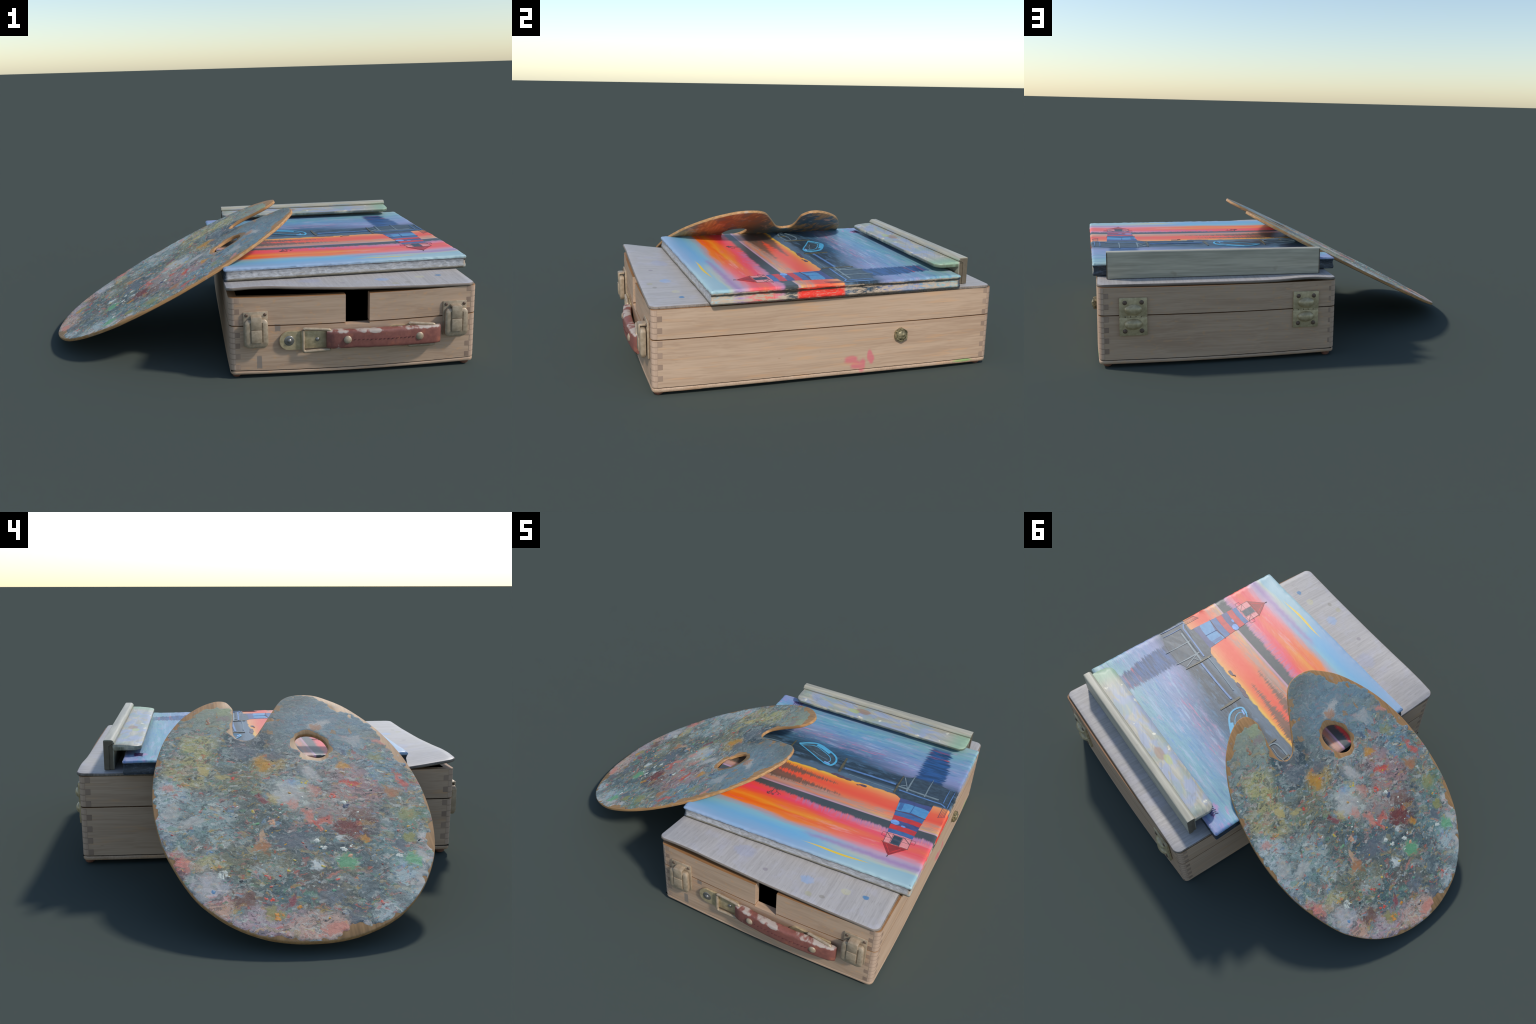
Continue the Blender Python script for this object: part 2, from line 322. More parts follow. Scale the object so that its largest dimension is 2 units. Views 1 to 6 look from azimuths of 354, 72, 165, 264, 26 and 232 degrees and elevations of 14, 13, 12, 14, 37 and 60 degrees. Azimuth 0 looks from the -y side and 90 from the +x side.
    return g.finish(c, 0.42, 0.5, bump=weave, depth=0.0012, strength=0.5)
M['sunset'] = sunset()

def brushed(name, col, other=None, where='top', k=0.6):
    g = Graph(name); x, y, z = g.coords()
    f = g.noise(g.vec(x * 30.0, y * 60.0, 0.0), 1.0, 3, 0.6)
    a = hue(*col, where); b = hue(*other, where) if other else tuple(v * 0.72 for v in a[:3]) + (1,)
    return g.finish(g.mix(g.step(f, 0.35, 0.7) * k, a, b), 0.42, 0.5, bump=f, depth=0.0006, strength=0.4)

# ------------------------------------------------------------------ mesh helpers
def ease(t): t = min(1.0, max(0.0, t)); return t * t * (3 - 2 * t)
def link(name, mesh, mats=(), parent=None, loc=None):
    ob = bpy.data.objects.new(name, mesh); bpy.context.scene.collection.objects.link(ob)
    for m in mats:
        if m.name not in [q.name for q in mesh.materials if q]: mesh.materials.append(m)
    if parent is not None: ob.parent = parent
    if loc is not None: ob.location = loc
    return ob

def smooth(mesh, angle=40):
    for p in mesh.polygons: p.use_smooth = True
    mesh.set_sharp_from_angle(angle=math.radians(angle))

def from_data(name, verts, faces, mat_index=None, angle=40):
    me = bpy.data.meshes.new(name); me.from_pydata([tuple(v) for v in verts], [], faces); me.update()
    if mat_index is not None:
        for p, i in zip(me.polygons, mat_index): p.material_index = i
    bm = bmesh.new(); bm.from_mesh(me); bmesh.ops.recalc_face_normals(bm, faces=bm.faces); bm.to_mesh(me); bm.free()
    smooth(me, angle); return me

def to_mesh(bm, name, angle=40):
    me = bpy.data.meshes.new(name); bm.to_mesh(me); bm.free(); smooth(me, angle); return me

def bm_box(bm, size, at, bevel=0.0, seg=2, rot=None):
    r = bmesh.ops.create_cube(bm, size=1.0)['verts']
    bmesh.ops.scale(bm, vec=size, verts=r)
    if bevel:
        es = list({e for v in r for e in v.link_edges})
        r = list({v for f in bmesh.ops.bevel(bm, geom=es, offset=bevel, segments=seg, affect='EDGES', profile=0.5)['faces'] for v in f.verts} |
                 {v for v in r if v.is_valid})
    if rot is not None: bmesh.ops.rotate(bm, cent=(0, 0, 0), matrix=rot, verts=r)
    bmesh.ops.translate(bm, vec=at, verts=r)
    return r

def bm_dome(bm, radius, height, at, axis=(0, -1, 0), u=16, v=6, sx=1.0, sy=1.0):
    """flattened half-sphere looking along axis"""
    q = Vector((0, 0, 1)).rotation_difference(Vector(axis)).to_matrix().to_4x4()
    rings = []
    for j in range(v + 1):
        a = j / v * math.pi / 2
        r, h = radius * math.cos(a), height * math.sin(a)
        if j == v: rings.append([bm.verts.new(Matrix.Translation(at) @ q @ Vector((0, 0, h)))])
        else: rings.append([bm.verts.new(Matrix.Translation(at) @ q @ Vector((r * sx * math.cos(b), r * sy * math.sin(b), h))) for b in (2 * math.pi * i / u for i in range(u))])
    for j in range(v):
        A, B = rings[j], rings[j + 1]
        for i in range(u):
            k = (i + 1) % u
            bm.faces.new((A[i], A[k], B[0]) if len(B) == 1 else (A[i], A[k], B[k], B[i]))

def bm_tube(bm, path, radius, sides=8, closed=False):
    pts = [Vector(p) for p in path]; n = len(pts); rings = []
    for i, p in enumerate(pts):
        a = pts[(i - 1) % n] if (closed or i) else p; b = pts[(i + 1) % n] if (closed or i < n - 1) else p
        t = (b - a).normalized(); ref = Vector((0, 0, 1)) if abs(t.z) < 0.9 else Vector((1, 0, 0))
        s = t.cross(ref).normalized(); w = s.cross(t)
        r = radius[i] if isinstance(radius, (list, tuple)) else radius
        rings.append([bm.verts.new(p + (s * math.cos(q) + w * math.sin(q)) * r) for q in (2 * math.pi * k / sides for k in range(sides))])
    for i in range(n if closed else n - 1):
        A, B = rings[i], rings[(i + 1) % n]
        for k in range(sides): bm.faces.new((A[k], A[(k + 1) % sides], B[(k + 1) % sides], B[k]))
    if not closed: bm.faces.new(rings[0][::-1]); bm.faces.new(rings[-1])

def spline(pts, per=6, closed=True):
    """Catmull-Rom through the points"""
    n = len(pts); out = []
    for i in range(n if closed else n - 1):
        g = lambda k: pts[k % n] if closed else pts[min(max(k, 0), n - 1)]
        p0, p1, p2, p3 = (np.array(g(i + k), float) for k in (-1, 0, 1, 2))
        for j in range(per):
            t = j / per
            out.append(0.5 * (2 * p1 + (p2 - p0) * t + (2 * p0 - 5 * p1 + 4 * p2 - p3) * t * t + (3 * p1 - p0 - 3 * p2 + p3) * t ** 3))
    if not closed: out.append(np.array(pts[-1], float))
    return np.array(out)

def round_poly(corners, radius, seg=5, step=None):
    """polygon with rounded corners; optional extra points along its straight runs"""
    n = len(corners); C = [Vector(c) for c in corners]; out = []
    for i in range(n):
        p, a, b = C[i], C[i - 1], C[(i + 1) % n]
        r = radius[i] if isinstance(radius, (list, tuple)) else radius
        u, v = (a - p).normalized(), (b - p).normalized(); h = math.acos(max(-1, min(1, u.dot(v)))) / 2
        d = r / math.tan(h); cen = p + (u + v).normalized() * (r / math.sin(h))
        s, e = p + u * d - cen, p + v * d - cen
        for k in range(seg + 1):
            q = s.lerp(e, k / seg); out.append(cen + q.normalized() * r)
    if step:
        full = []
        for i, p in enumerate(out):
            q = out[(i + 1) % len(out)]; m = max(1, int((q - p).length / step))
            full += [p.lerp(q, k / m) for k in range(m)]
        out = full
    return np.array([tuple(p) for p in out])

def inset(loop, d):
    """move every point of a closed counter-clockwise loop inwards by d"""
    t = np.roll(loop, -1, 0) - np.roll(loop, 1, 0); t /= np.linalg.norm(t, axis=1)[:, None]
    return loop + np.stack([-t[:, 1], t[:, 0]], 1) * d

def ccw(loop):
    a, b = loop, np.roll(loop, -1, 0)
    return loop if (a[:, 0] * b[:, 1] - b[:, 0] * a[:, 1]).sum() > 0 else loop[::-1]

def inside(px, py, loop):
    ins = np.zeros(px.shape, bool); j = len(loop) - 1
    for i in range(len(loop)):
        xi, yi = loop[i]; xj, yj = loop[j]
        if yi != yj:
            ins ^= ((yi > py) != (yj > py)) & (px < (xj - xi) * (py - yi) / (yj - yi) + xi)
        j = i
    return ins

def distance(px, py, loop):
    d = np.full(px.shape, 9.0)
    for a, b in zip(loop, np.roll(loop, -1, 0)):
        ab = b - a; L = ab @ ab
        if L < 1e-12: continue
        t = np.clip(((px - a[0]) * ab[0] + (py - a[1]) * ab[1]) / L, 0, 1)
        d = np.minimum(d, np.hypot(px - a[0] - t * ab[0], py - a[1] - t * ab[1]))
    return d

def fill(loops, spacing):
    """triangulated flat region: outer loop, then holes, with evenly spread inner points"""
    lo, hi = loops[0].min(0), loops[0].max(0)
    gx, gy = np.meshgrid(np.arange(lo[0], hi[0], spacing), np.arange(lo[1], hi[1], spacing * 0.866))
    gx = gx + (np.arange(gx.shape[0]) % 2)[:, None] * spacing * 0.5
    gx, gy = gx.ravel(), gy.ravel()
    ok = inside(gx, gy, loops[0])
    for h in loops[1:]: ok &= ~inside(gx, gy, h)
    gx, gy = gx[ok], gy[ok]
    ok = np.ones(gx.shape, bool)
    for L in loops: ok &= distance(gx, gy, L) > spacing * 0.5
    gx, gy = gx[ok], gy[ok]
    pts, edges = [], []
    for L in loops:
        s = len(pts); pts += [Vector(p) for p in L]
        edges += [(s + i, s + (i + 1) % len(L)) for i in range(len(L))]
    nb = len(pts); pts += [Vector((a, b)) for a, b in zip(gx, gy)]
    v, e, f, *_ = delaunay_2d_cdt(pts, edges, [], 0, 1e-7)
    v = np.array([tuple(p) for p in v]); f = [tuple(t) for t in f]
    cen = v[np.array(f)].mean(1)
    ok = inside(cen[:, 0], cen[:, 1], loops[0])
    for h in loops[1:]: ok &= ~inside(cen[:, 0], cen[:, 1], h)
    return v, [t for t, k in zip(f, ok) if k], nb

def slab(name, loops, spacing, top, bottom, profile, mats=(0, 1, 0), wobble=None, angle=50):
    """Sheet with a filled top, a filled bottom and an edge running through (inset, fraction of depth) steps.
    top/bottom: functions of (x, y). mats: material slots for top, edge, bottom."""
    loops = [ccw(L) for L in loops]
    tops = [inset(loops[0], profile[0][0])] + [inset(h, -profile[0][0]) for h in loops[1:]]
    v, f, nb = fill(tops, spacing)
    verts = [(x, y, top(x, y)) for x, y in v]; faces = list(f); mi = [mats[0]] * len(f)
    n = len(verts); verts += [(x, y, bottom(x, y)) for x, y in v]
    faces += [tuple(n + i for i in t[::-1]) for t in f]; mi += [mats[2]] * len(f)
    s = 0
    for li, L in enumerate(loops):
        k = len(L); prev = list(range(s, s + k))
        for ins, fr in profile[1:-1]:
            P = inset(L, ins if li == 0 else -ins); cur = []
            for x, y in P:
                z = top(x, y) * (1 - fr) + bottom(x, y) * fr
                if wobble: x, y, z = wobble(x, y, z, fr)
                cur.append(len(verts)); verts.append((x, y, z))
            for i in range(k): faces.append((prev[i], prev[(i + 1) % k], cur[(i + 1) % k], cur[i])); mi.append(mats[1])
            prev = cur
        cur = list(range(n + s, n + s + k))
        for i in range(k): faces.append((prev[i], prev[(i + 1) % k], cur[(i + 1) % k], cur[i])); mi.append(mats[1])
        s += k
    return from_data(name, verts, faces, mi, angle)


def empty(name, loc, rot=None, **props):
    ob = bpy.data.objects.new(name, None); bpy.context.scene.collection.objects.link(ob)
    ob.empty_display_size = 0.1; ob.location = loc
    if rot is not None: ob.rotation_euler = rot
    for k, v in props.items(): ob[k] = v
    return ob

# ================================================================== THE BOX
HW, HL, WALL = 0.5505, 0.779, 0.036          # half width, half length, wall thickness
box = empty('paint_box', (0.4075, 0.0168, 0.0), (0, 0, math.radians(-1.25)),
            label='worn birch painter\'s box with clasps and leather handle', category='paint box')

def plan_of(x, y):
    """the frame is a little out of square and its boards belly outwards"""
    u, v = min(1.0, abs(x) / HW), min(1.0, abs(y) / HL)
    bx = (0.009 if x > 0 else 0.005) * max(0.0, 1 - (v / 0.95) ** 4) * ease((u - 0.85) / 0.1)
    by = (0.010 if y > 0 else 0.008) * max(0.0, 1 - (u / 0.9) ** 2) * ease((v - 0.85) / 0.1)
    return x + math.copysign(bx, x) - (0.002 if x > 0 and y > 0 else 0.0085 if x > 0 or y > 0 else 0.0056) * y, y + math.copysign(by, y) + 0.0015 + (0.007 * x / HW if y > 0 else 0.0)

def sag(x, y):
    """the front and, less, the back board dip a little in the middle"""
    dip = 1 - min(1.0, (x / 0.55) ** 2)
    return -0.0095 * dip * ease((-y - 0.6) / 0.17) - 0.004 * dip * ease((y - 0.6) / 0.17)

def ring_wall(name, zs, skip):
    """Hollow frame of rounded plan. zs: heights of its bands; skip(x, band): True leaves a notch in the front wall."""
    r, seg = 0.024, 5
    outer = []
    cuts_x = [-0.45, -0.35, -0.25, -0.15, -0.038, 0.067, 0.15, 0.25, 0.35, 0.45]
    cuts_y = list(np.linspace(-0.7, 0.7, 11))
    def arc(cx, cy, a0): return [(cx + r * math.cos(a0 + math.pi / 2 * k / seg), cy + r * math.sin(a0 + math.pi / 2 * k / seg)) for k in range(seg + 1)]
    outer += arc(-HW + r, -HL + r, math.pi) + [(x, -HL) for x in cuts_x]
    outer += arc(HW - r, -HL + r, -math.pi / 2) + [(HW, y) for y in cuts_y]
    outer += arc(HW - r, HL - r, 0) + [(x, HL) for x in cuts_x[::-1]]
    outer += arc(-HW + r, HL - r, math.pi / 2) + [(-HW, y) for y in cuts_y[::-1]]
    inner = [(max(-HW + WALL, min(HW - WALL, x)), max(-HL + WALL, min(HL - WALL, y))) for x, y in outer]
    n, m = len(outer), len(zs) - 1
    solid = [[not skip(0.5 * (outer[i][0] + outer[(i + 1) % n][0]), 0.5 * (outer[i][1] + outer[(i + 1) % n][1]), j) for j in range(m)] for i in range(n)]
    verts, index = [], {}
    def V(i, j, side):
        k = (i % n, j, side)
        if k not in index:
            x, y = (outer, inner)[side][i % n]; index[k] = len(verts); verts.append((*plan_of(x, y), zs[j] + sag(x, y)))
        return index[k]
    faces, mi = [], []
    for i in range(n):
        for j in range(m):
            if not solid[i][j]: continue
            ax = 1 if abs(outer[i][0] - outer[(i + 1) % n][0]) > abs(outer[i][1] - outer[(i + 1) % n][1]) else 0
            faces.append((V(i, j, 0), V(i + 1, j, 0), V(i + 1, j + 1, 0), V(i, j + 1, 0))); mi.append(ax)
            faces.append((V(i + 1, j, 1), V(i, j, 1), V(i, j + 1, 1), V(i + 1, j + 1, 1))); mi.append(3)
            if j == m - 1 or not solid[i][j + 1]: faces.append((V(i, j + 1, 0), V(i + 1, j + 1, 0), V(i + 1, j + 1, 1), V(i, j + 1, 1))); mi.append(2 if j == m - 1 else 1)
            if j == 0 or not solid[i][j - 1]: faces.append((V(i, j, 0), V(i, j, 1), V(i + 1, j, 1), V(i + 1, j, 0))); mi.append(0)
            if not solid[i - 1][j]: faces.append((V(i, j, 0), V(i, j + 1, 0), V(i, j + 1, 1), V(i, j, 1))); mi.append(1)
            if not solid[(i + 1) % n][j]: faces.append((V(i + 1, j, 0), V(i + 1, j, 1), V(i + 1, j + 1, 1), V(i + 1, j + 1, 0))); mi.append(1)
    keep = [(f, k) for f, k in zip(faces, mi) if len(set(tuple(round(c, 6) for c in verts[i]) for i in f)) > 2]
    me = from_data(name, verts, [f for f, _ in keep], [k for _, k in keep], 35)
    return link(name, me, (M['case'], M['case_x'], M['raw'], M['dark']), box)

notch = lambda x, y: y < -0.7 and -0.038 < x < 0.067
ring_wall('lower_case', [0.0382, 0.13, 0.236, 0.2428], lambda x, y, j: notch(x, y) and j == 2)
ring_wall('lid_frame', [0.2472, 0.31, 0.3735], lambda x, y, j: notch(x, y))

plan = np.array([plan_of(*p) for p in round_poly([(-HW, -HL), (HW, -HL), (HW, HL), (-HW, HL)], 0.024, 5, 0.06)])
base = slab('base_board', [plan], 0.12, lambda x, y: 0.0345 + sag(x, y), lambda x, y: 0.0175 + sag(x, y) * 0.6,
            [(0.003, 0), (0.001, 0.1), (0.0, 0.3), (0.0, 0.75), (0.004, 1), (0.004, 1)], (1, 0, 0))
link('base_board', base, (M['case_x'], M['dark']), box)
# near-black strips behind the seams, standing in for the shade of the gaps
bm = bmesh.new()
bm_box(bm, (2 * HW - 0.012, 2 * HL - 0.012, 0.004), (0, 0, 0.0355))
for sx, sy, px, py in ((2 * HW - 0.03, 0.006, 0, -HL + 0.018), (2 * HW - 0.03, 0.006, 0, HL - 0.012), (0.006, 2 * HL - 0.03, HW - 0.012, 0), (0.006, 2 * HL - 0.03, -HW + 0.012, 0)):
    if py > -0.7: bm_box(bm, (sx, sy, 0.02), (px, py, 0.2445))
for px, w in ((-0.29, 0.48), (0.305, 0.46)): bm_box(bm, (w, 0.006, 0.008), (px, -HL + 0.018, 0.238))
link('seam_shade_strips', to_mesh(bm, 'seam_shade_strips'), (M['dark'],), box)

# finger joints: bands wrapped round the corner, taking turns between the two boards
def finger_mesh(name, flip, mirror):
    reach, r, t = 0.045, 0.024, 0.0007
    pts = []
    if not flip: pts.append((-reach, 0))
    pts += [(-r + r * math.sin(a), r - r * math.cos(a)) for a in np.linspace(0, math.pi / 2, 6)]
    if flip: pts.append((0, reach))
    pts = [(-x, y) if mirror else (x, y) for x, y in pts]
    cen = ((r if mirror else -r), r)
    h = 0.0118; verts, faces = [], []
    def push(p, d):
        n = Vector((0, -1)) if abs(p[0]) >= r - 1e-6 and p[1] < 1e-6 else (Vector((-1 if mirror else 1, 0)) if p[1] >= r - 1e-6 else (Vector(p) - Vector(cen)).normalized())
        return Vector(p) + n * d
    for p in pts:
        o, i = push(p, t), push(p, -0.004)
        b = push(p, t - 0.0006)
        verts += [(i.x, i.y, -h), (b.x, b.y, -h), (o.x, o.y, -h + 0.0008), (o.x, o.y, h - 0.0008), (b.x, b.y, h), (i.x, i.y, h)]
    m = 6
    for a in range(len(pts) - 1):
        for k in range(m): faces.append((a * m + k, (a + 1) * m + k, (a + 1) * m + (k + 1) % m, a * m + (k + 1) % m))
    faces += [tuple(range(m)), tuple(range((len(pts) - 1) * m, len(pts) * m))[::-1]]
    me = from_data(name, verts, faces, angle=30); me.materials.append(M['finger']); return me
shapes = {(f, m): finger_mesh('finger_joint', f, m) for f in (0, 1) for m in (0, 1)}
levels = [0.0525 + 0.0249 * k for k in range(8)] + [0.2595 + 0.0249 * k for k in range(5)]
for sx in (1, -1):
    for sy in (-1, 1):
        for k, z in enumerate(levels):
            flip = (k + (0 if sy < 0 else 1)) % 2
            ob = link('finger_joint', shapes[(flip, 0 if sx * -sy > 0 else 1)], (), box)
            ob.location = (*plan_of(sx * HW, sy * HL), z + sag(sx * HW, sy * HL))
            if sy > 0: ob.rotation_euler = (0, 0, math.pi)

# feet
bm = bmesh.new()
bmesh.ops.create_cone(bm, cap_ends=True, segments=20, radius1=0.018, radius2=0.022, depth=0.021)
bmesh.ops.bevel(bm, geom=[e for e in bm.edges if abs(e.verts[0].co.z + 0.0105) < 1e-5 and abs(e.verts[1].co.z + 0.0105) < 1e-5], offset=0.004, segments=2, affect='EDGES')
foot = to_mesh(bm, 'foot')
for x, y in ((-0.518, -0.742), (0.522, -0.748), (0.512, 0.750), (-0.520, 0.750)):
    link('foot', foot, (M['foot'],), box, (x, y, 0.0105))

# warped lid panel
edge_x = [(-0.56, 0.417), (-0.45, 0.4215), (-0.36, 0.419), (-0.23, 0.409), (-0.014, 0.396), (0.07, 0.393), (0.31, 0.386), (0.56, 0.3845)]
def lid_top(x, y):
    front = np.interp(x, [p for p, _ in edge_x], [q for _, q in edge_x])
    z = 0.3845 + (front - 0.3845) * max(0.0, min(1.0, (-y - 0.555) / 0.22)) ** 1.1
    return z + 0.010 * math.exp(-((x + 0.42) / 0.12) ** 2) * ease((y - 0.66) / 0.12)
lid_loop = round_poly([(-0.555, -0.783), (0.551, -0.783), (0.553, 0.779), (-0.556, 0.784)], [0.034, 0.034, 0.03, 0.034], 7, 0.03)
lid = slab('lid_panel', [lid_loop], 0.025, lid_top, lambda x, y: lid_top(x, y) - 0.0125,
           [(0.004, 0), (0.0015, 0.1), (0.0, 0.35), (0.0, 0.75), (0.003, 1.0), (0.004, 1.0)], (0, 1, 1))
link('lid_panel', lid, (M['lid'], M['lid_edge']), box)

# ------------------------------------------------------------------ clasps
def clasp_parts():
    back = bmesh.new(); bm_box(back, (0.108, 0.009, 0.158), (0, -0.0045, 0.231), 0.0035)
    L = round_poly([(-0.052, 0.152), (0.052, 0.152), (0.0495, 0.281), (-0.0495, 0.281)], [0.024, 0.024, 0.018, 0.018], 6)
    rim = round_poly([(-0.03, 0.176), (0.03, 0.176), (0.03, 0.270), (-0.03, 0.270)], 0.008, 4)
    lever = bmesh.new()
    def depth(z): return 0.034 + 0.008 * math.sin((z - 0.152) / 0.13 * math.pi)
    rings = []
    for ins, d in ((0.0, 0.6), (0.0, 0.92), (0.004, 1.0), (0.013, 1.02)):
        rings.append([lever.verts.new((x, -depth(z) * d, z)) for x, z in inset(ccw(L), ins)])
    rings.insert(0, [lever.verts.new((x, -0.014, z)) for x, z in inset(ccw(L), 0.004)])
    for A, B in zip(rings, rings[1:]):
        for i in range(len(A)): k = (i + 1) % len(A); lever.faces.new((A[i], A[k], B[k], B[i]))
    mid = [[lever.verts.new((x, -depth(z) * 1.02 + d, z)) for x, z in inset(ccw(rim), ins)] for ins, d in ((0.0, 0.0), (0.003, 0.0035), (0.006, 0.004))]
    last, first = rings[-1], mid[0]
    es = [lever.edges.get((last[i], last[(i + 1) % len(last)])) for i in range(len(last))]
    es += [lever.edges.new((first[i], first[(i + 1) % len(first)])) for i in range(len(first))]
    bmesh.ops.triangle_fill(lever, use_beauty=True, edges=es)
    for A, B in zip(mid, mid[1:]):
        for i in range(len(A)): k = (i + 1) % len(A); lever.faces.new((A[i], A[k], B[k], B[i]))
    lever.faces.new(mid[-1]); lever.faces.new(rings[0][::-1])
    bmesh.ops.recalc_face_normals(lever, faces=lever.faces)
    tongue = bmesh.new()
    bm_box(tongue, (0.046, 0.008, 0.058), (0, -0.0395, 0.207), 0.0025)
    bm_box(tongue, (0.047, 0.008, 0.056), (0, -0.0375, 0.266), 0.003)
    bm_box(tongue, (0.047, 0.033, 0.010), (0, -0.023, 0.291), 0.004)
    screw = bmesh.new()
    for sx in (-1, 1):
        bm_dome(screw, 0.0075, 0.004, (sx * 0.041, -0.009, 0.296))
        bm_box(screw, (0.011, 0.0012, 0.0022), (sx * 0.041, -0.0131, 0.296), rot=Matrix.Rotation(0.5 * sx, 3, 'Y'))
    return (('clasp_plate', to_mesh(back, 'clasp_plate'), M['clasp']), ('clasp_lever', to_mesh(lever, 'clasp_lever', 35), M['clasp']),
            ('clasp_hook', to_mesh(tongue, 'clasp_hook'), M['clasp']), ('clasp_screw', to_mesh(screw, 'clasp_screw'), M['screw']))
parts = clasp_parts()
for x, dz in ((-0.431, 0.0), (0.458, 0.0)):
    first = link(parts[0][0], parts[0][1], (parts[0][2],), box, (x, plan_of(x, -HL)[1], dz + sag(x, -HL) + 0.002))
    for nm, me, mt in parts[1:]: link(nm, me, (mt,), first)

# ------------------------------------------------------------------ handle
def strap_point(x):
    """centre line of the leather strap: how far it stands off the front"""
    t = (x + 0.122) / 0.507
    return -HL - 0.021 - 0.027 * math.sin(math.pi * min(1, max(0, t * 0.85 + 0.05)))
bm = bmesh.new(); rings = []; NS = 40
for i in range(NS + 1):
    x = -0.122 + 0.507 * i / NS; y = strap_point(x); end = min(1, min(i, NS - i) / 2.5)
    hz, hy = 0.0415 - 0.002 * (1 - end), 0.02 * (0.55 + 0.45 * math.sqrt(end)); ring = []
    zc = 0.171 + 0.004 * math.sin(math.pi * i / NS)
    for k in range(24):
        a = 2 * math.pi * k / 24; ca, sa = math.cos(a), math.sin(a)
        py = math.copysign(abs(ca) ** 0.45, ca) * hy; pz = math.copysign(abs(sa) ** 0.35, sa) * hz
        w = 0.0025 * noise.noise(Vector((x * 30, py * 60, pz * 40))) + 0.002 * noise.noise(Vector((x * 90, py * 90, 3)))
        ring.append(bm.verts.new((x, y + py * (1 + w * 30), zc + pz + w)))
    rings.append(ring)
for A, B in zip(rings, rings[1:]):
    for k in range(24): bm.faces.new((A[k], A[(k + 1) % 24], B[(k + 1) % 24], B[k]))
bm.faces.new(rings[0]); bm.faces.new(rings[-1][::-1]); bmesh.ops.recalc_face_normals(bm, faces=bm.faces)
strap = link('handle', to_mesh(bm, 'handle', 50), (M['leather'],), box)
bm = bmesh.new()
for x in (-0.034, 0.284): bm_dome(bm, 0.0185, 0.009, (x, strap_point(x) - 0.0185, 0.174))
link('handle_rivet', to_mesh(bm, 'handle_rivet'), (M['clasp'],), strap)
bm = bmesh.new()
for i in range(15):
    x = -0.008 + i * 0.0185; y = strap_point(x) - 0.0205
    bm_tube(bm, [(x, y + 0.0015, 0.1735), (x + 0.003, y - 0.001, 0.174), (x + 0.010, y - 0.001, 0.1765), (x + 0.013, y + 0.0015, 0.177)], 0.0016, 6)
link('handle_stitch', to_mesh(bm, 'handle_stitch'), (M['thread'],), strap)

def bracket():
    """rounded brass plate, folded over a barrel, then a second leaf with a screw"""
    L = [(-0.099 + 0.043 - 0.043 * math.cos(a), 0.043 * math.sin(a)) for a in np.linspace(math.pi / 2, -math.pi / 2, 17)]
    L = np.array(L + [(-0.004, -0.042), (-0.004, 0.042)])
    bm = bmesh.new()
    A = [bm.verts.new((x, -0.001, z)) for x, z in L]; B = [bm.verts.new((x, -0.0105 - 0.002 * (x > -0.02), z)) for x, z in L]
    n = len(L)
    for i in range(n): k = (i + 1) % n; bm.faces.new((A[i], A[k], B[k], B[i]))
    bm.faces.new(A); bm.faces.new(B[::-1])
    bm_box(bm, (0.015, 0.024, 0.088), (0.003, -0.012, 0), 0.005, 3)
    bm_box(bm, (0.105, 0.010, 0.082), (0.058, -0.006, 0), 0.003)
    bmesh.ops.recalc_face_normals(bm, faces=bm.faces)
    me = to_mesh(bm, 'handle_bracket', 35)
    nail = bmesh.new(); bm_dome(nail, 0.023, 0.004, (-0.056, -0.0105, 0), u=20); bm_dome(nail, 0.0115, 0.010, (-0.056, -0.0105, 0), u=16)
    bm_dome(nail, 0.010, 0.006, (0.068, -0.011, 0), u=16)
    return me, to_mesh(nail, 'bracket_screw', 60)
br, nail = bracket()
for x, reach, out in ((-0.230, 0.125, 0.022), (0.240, 0.120, 0.030)):
    o = link('handle_bracket', br, (M['brass'],), box, (x, plan_of(x, -HL)[1], 0.177 + sag(x, -HL)))
    link('bracket_screw', nail, (M['steel'],), o)
    bm = bmesh.new()
    P = round_poly([(0.004, -0.052), (reach, -0.046), (reach, 0.045), (0.004, 0.055)], 0.010, 4, 0.02)
    bm_tube(bm, [(px, -0.018 - (out - 0.018) * px / reach, pz) for px, pz in P], 0.0074, 10, True)
    link('handle_ring', to_mesh(bm, 'handle_ring', 60), (M['clasp'],), o)

# ------------------------------------------------------------------ hinges
def hinge_parts():
    leaf = bmesh.new()
    for z0, z1 in ((0.0025, 0.088), (-0.088, -0.0025)):
        bm_box(leaf, (0.124, 0.013, z1 - z0), (0, 0.0065, (z0 + z1) / 2), 0.003)
    for zc in (0.034, -0.034): bm_dome(leaf, 0.041, 0.022, (0, 0.012, zc), (0, 1, 0), 24, 7, 1.0, 0.62)
    for i in range(5):
        x = -0.048 + i * 0.024
        bmesh.ops.create_cone(leaf, cap_ends=True, segments=12, radius1=0.0055, radius2=0.0055, depth=0.021,
                              matrix=Matrix.Translation((x, 0.0065, 0)) @ Matrix.Rotation(math.pi / 2, 4, 'Y'))
    scr = bmesh.new()
    for sx in (-1, 1):
        for z in (0.066, -0.066):
            bm_dome(scr, 0.0105, 0.005, (sx * 0.037, 0.013, z), (0, 1, 0), 14, 4)
            bm_box(scr, (0.014, 0.001, 0.002), (sx * 0.037, 0.0181, z), rot=Matrix.Rotation(0.7 * sx, 3, 'Y'))
    return to_mesh(leaf, 'hinge', 35), to_mesh(scr, 'hinge_screw', 40)
hm, hs = hinge_parts()
for x in (0.396, -0.406):
    h = link('hinge', hm, (M['brass'],), box, (x, plan_of(x, HL)[1], 0.2395)); link('hinge_screw', hs, (M['screw'],), h)

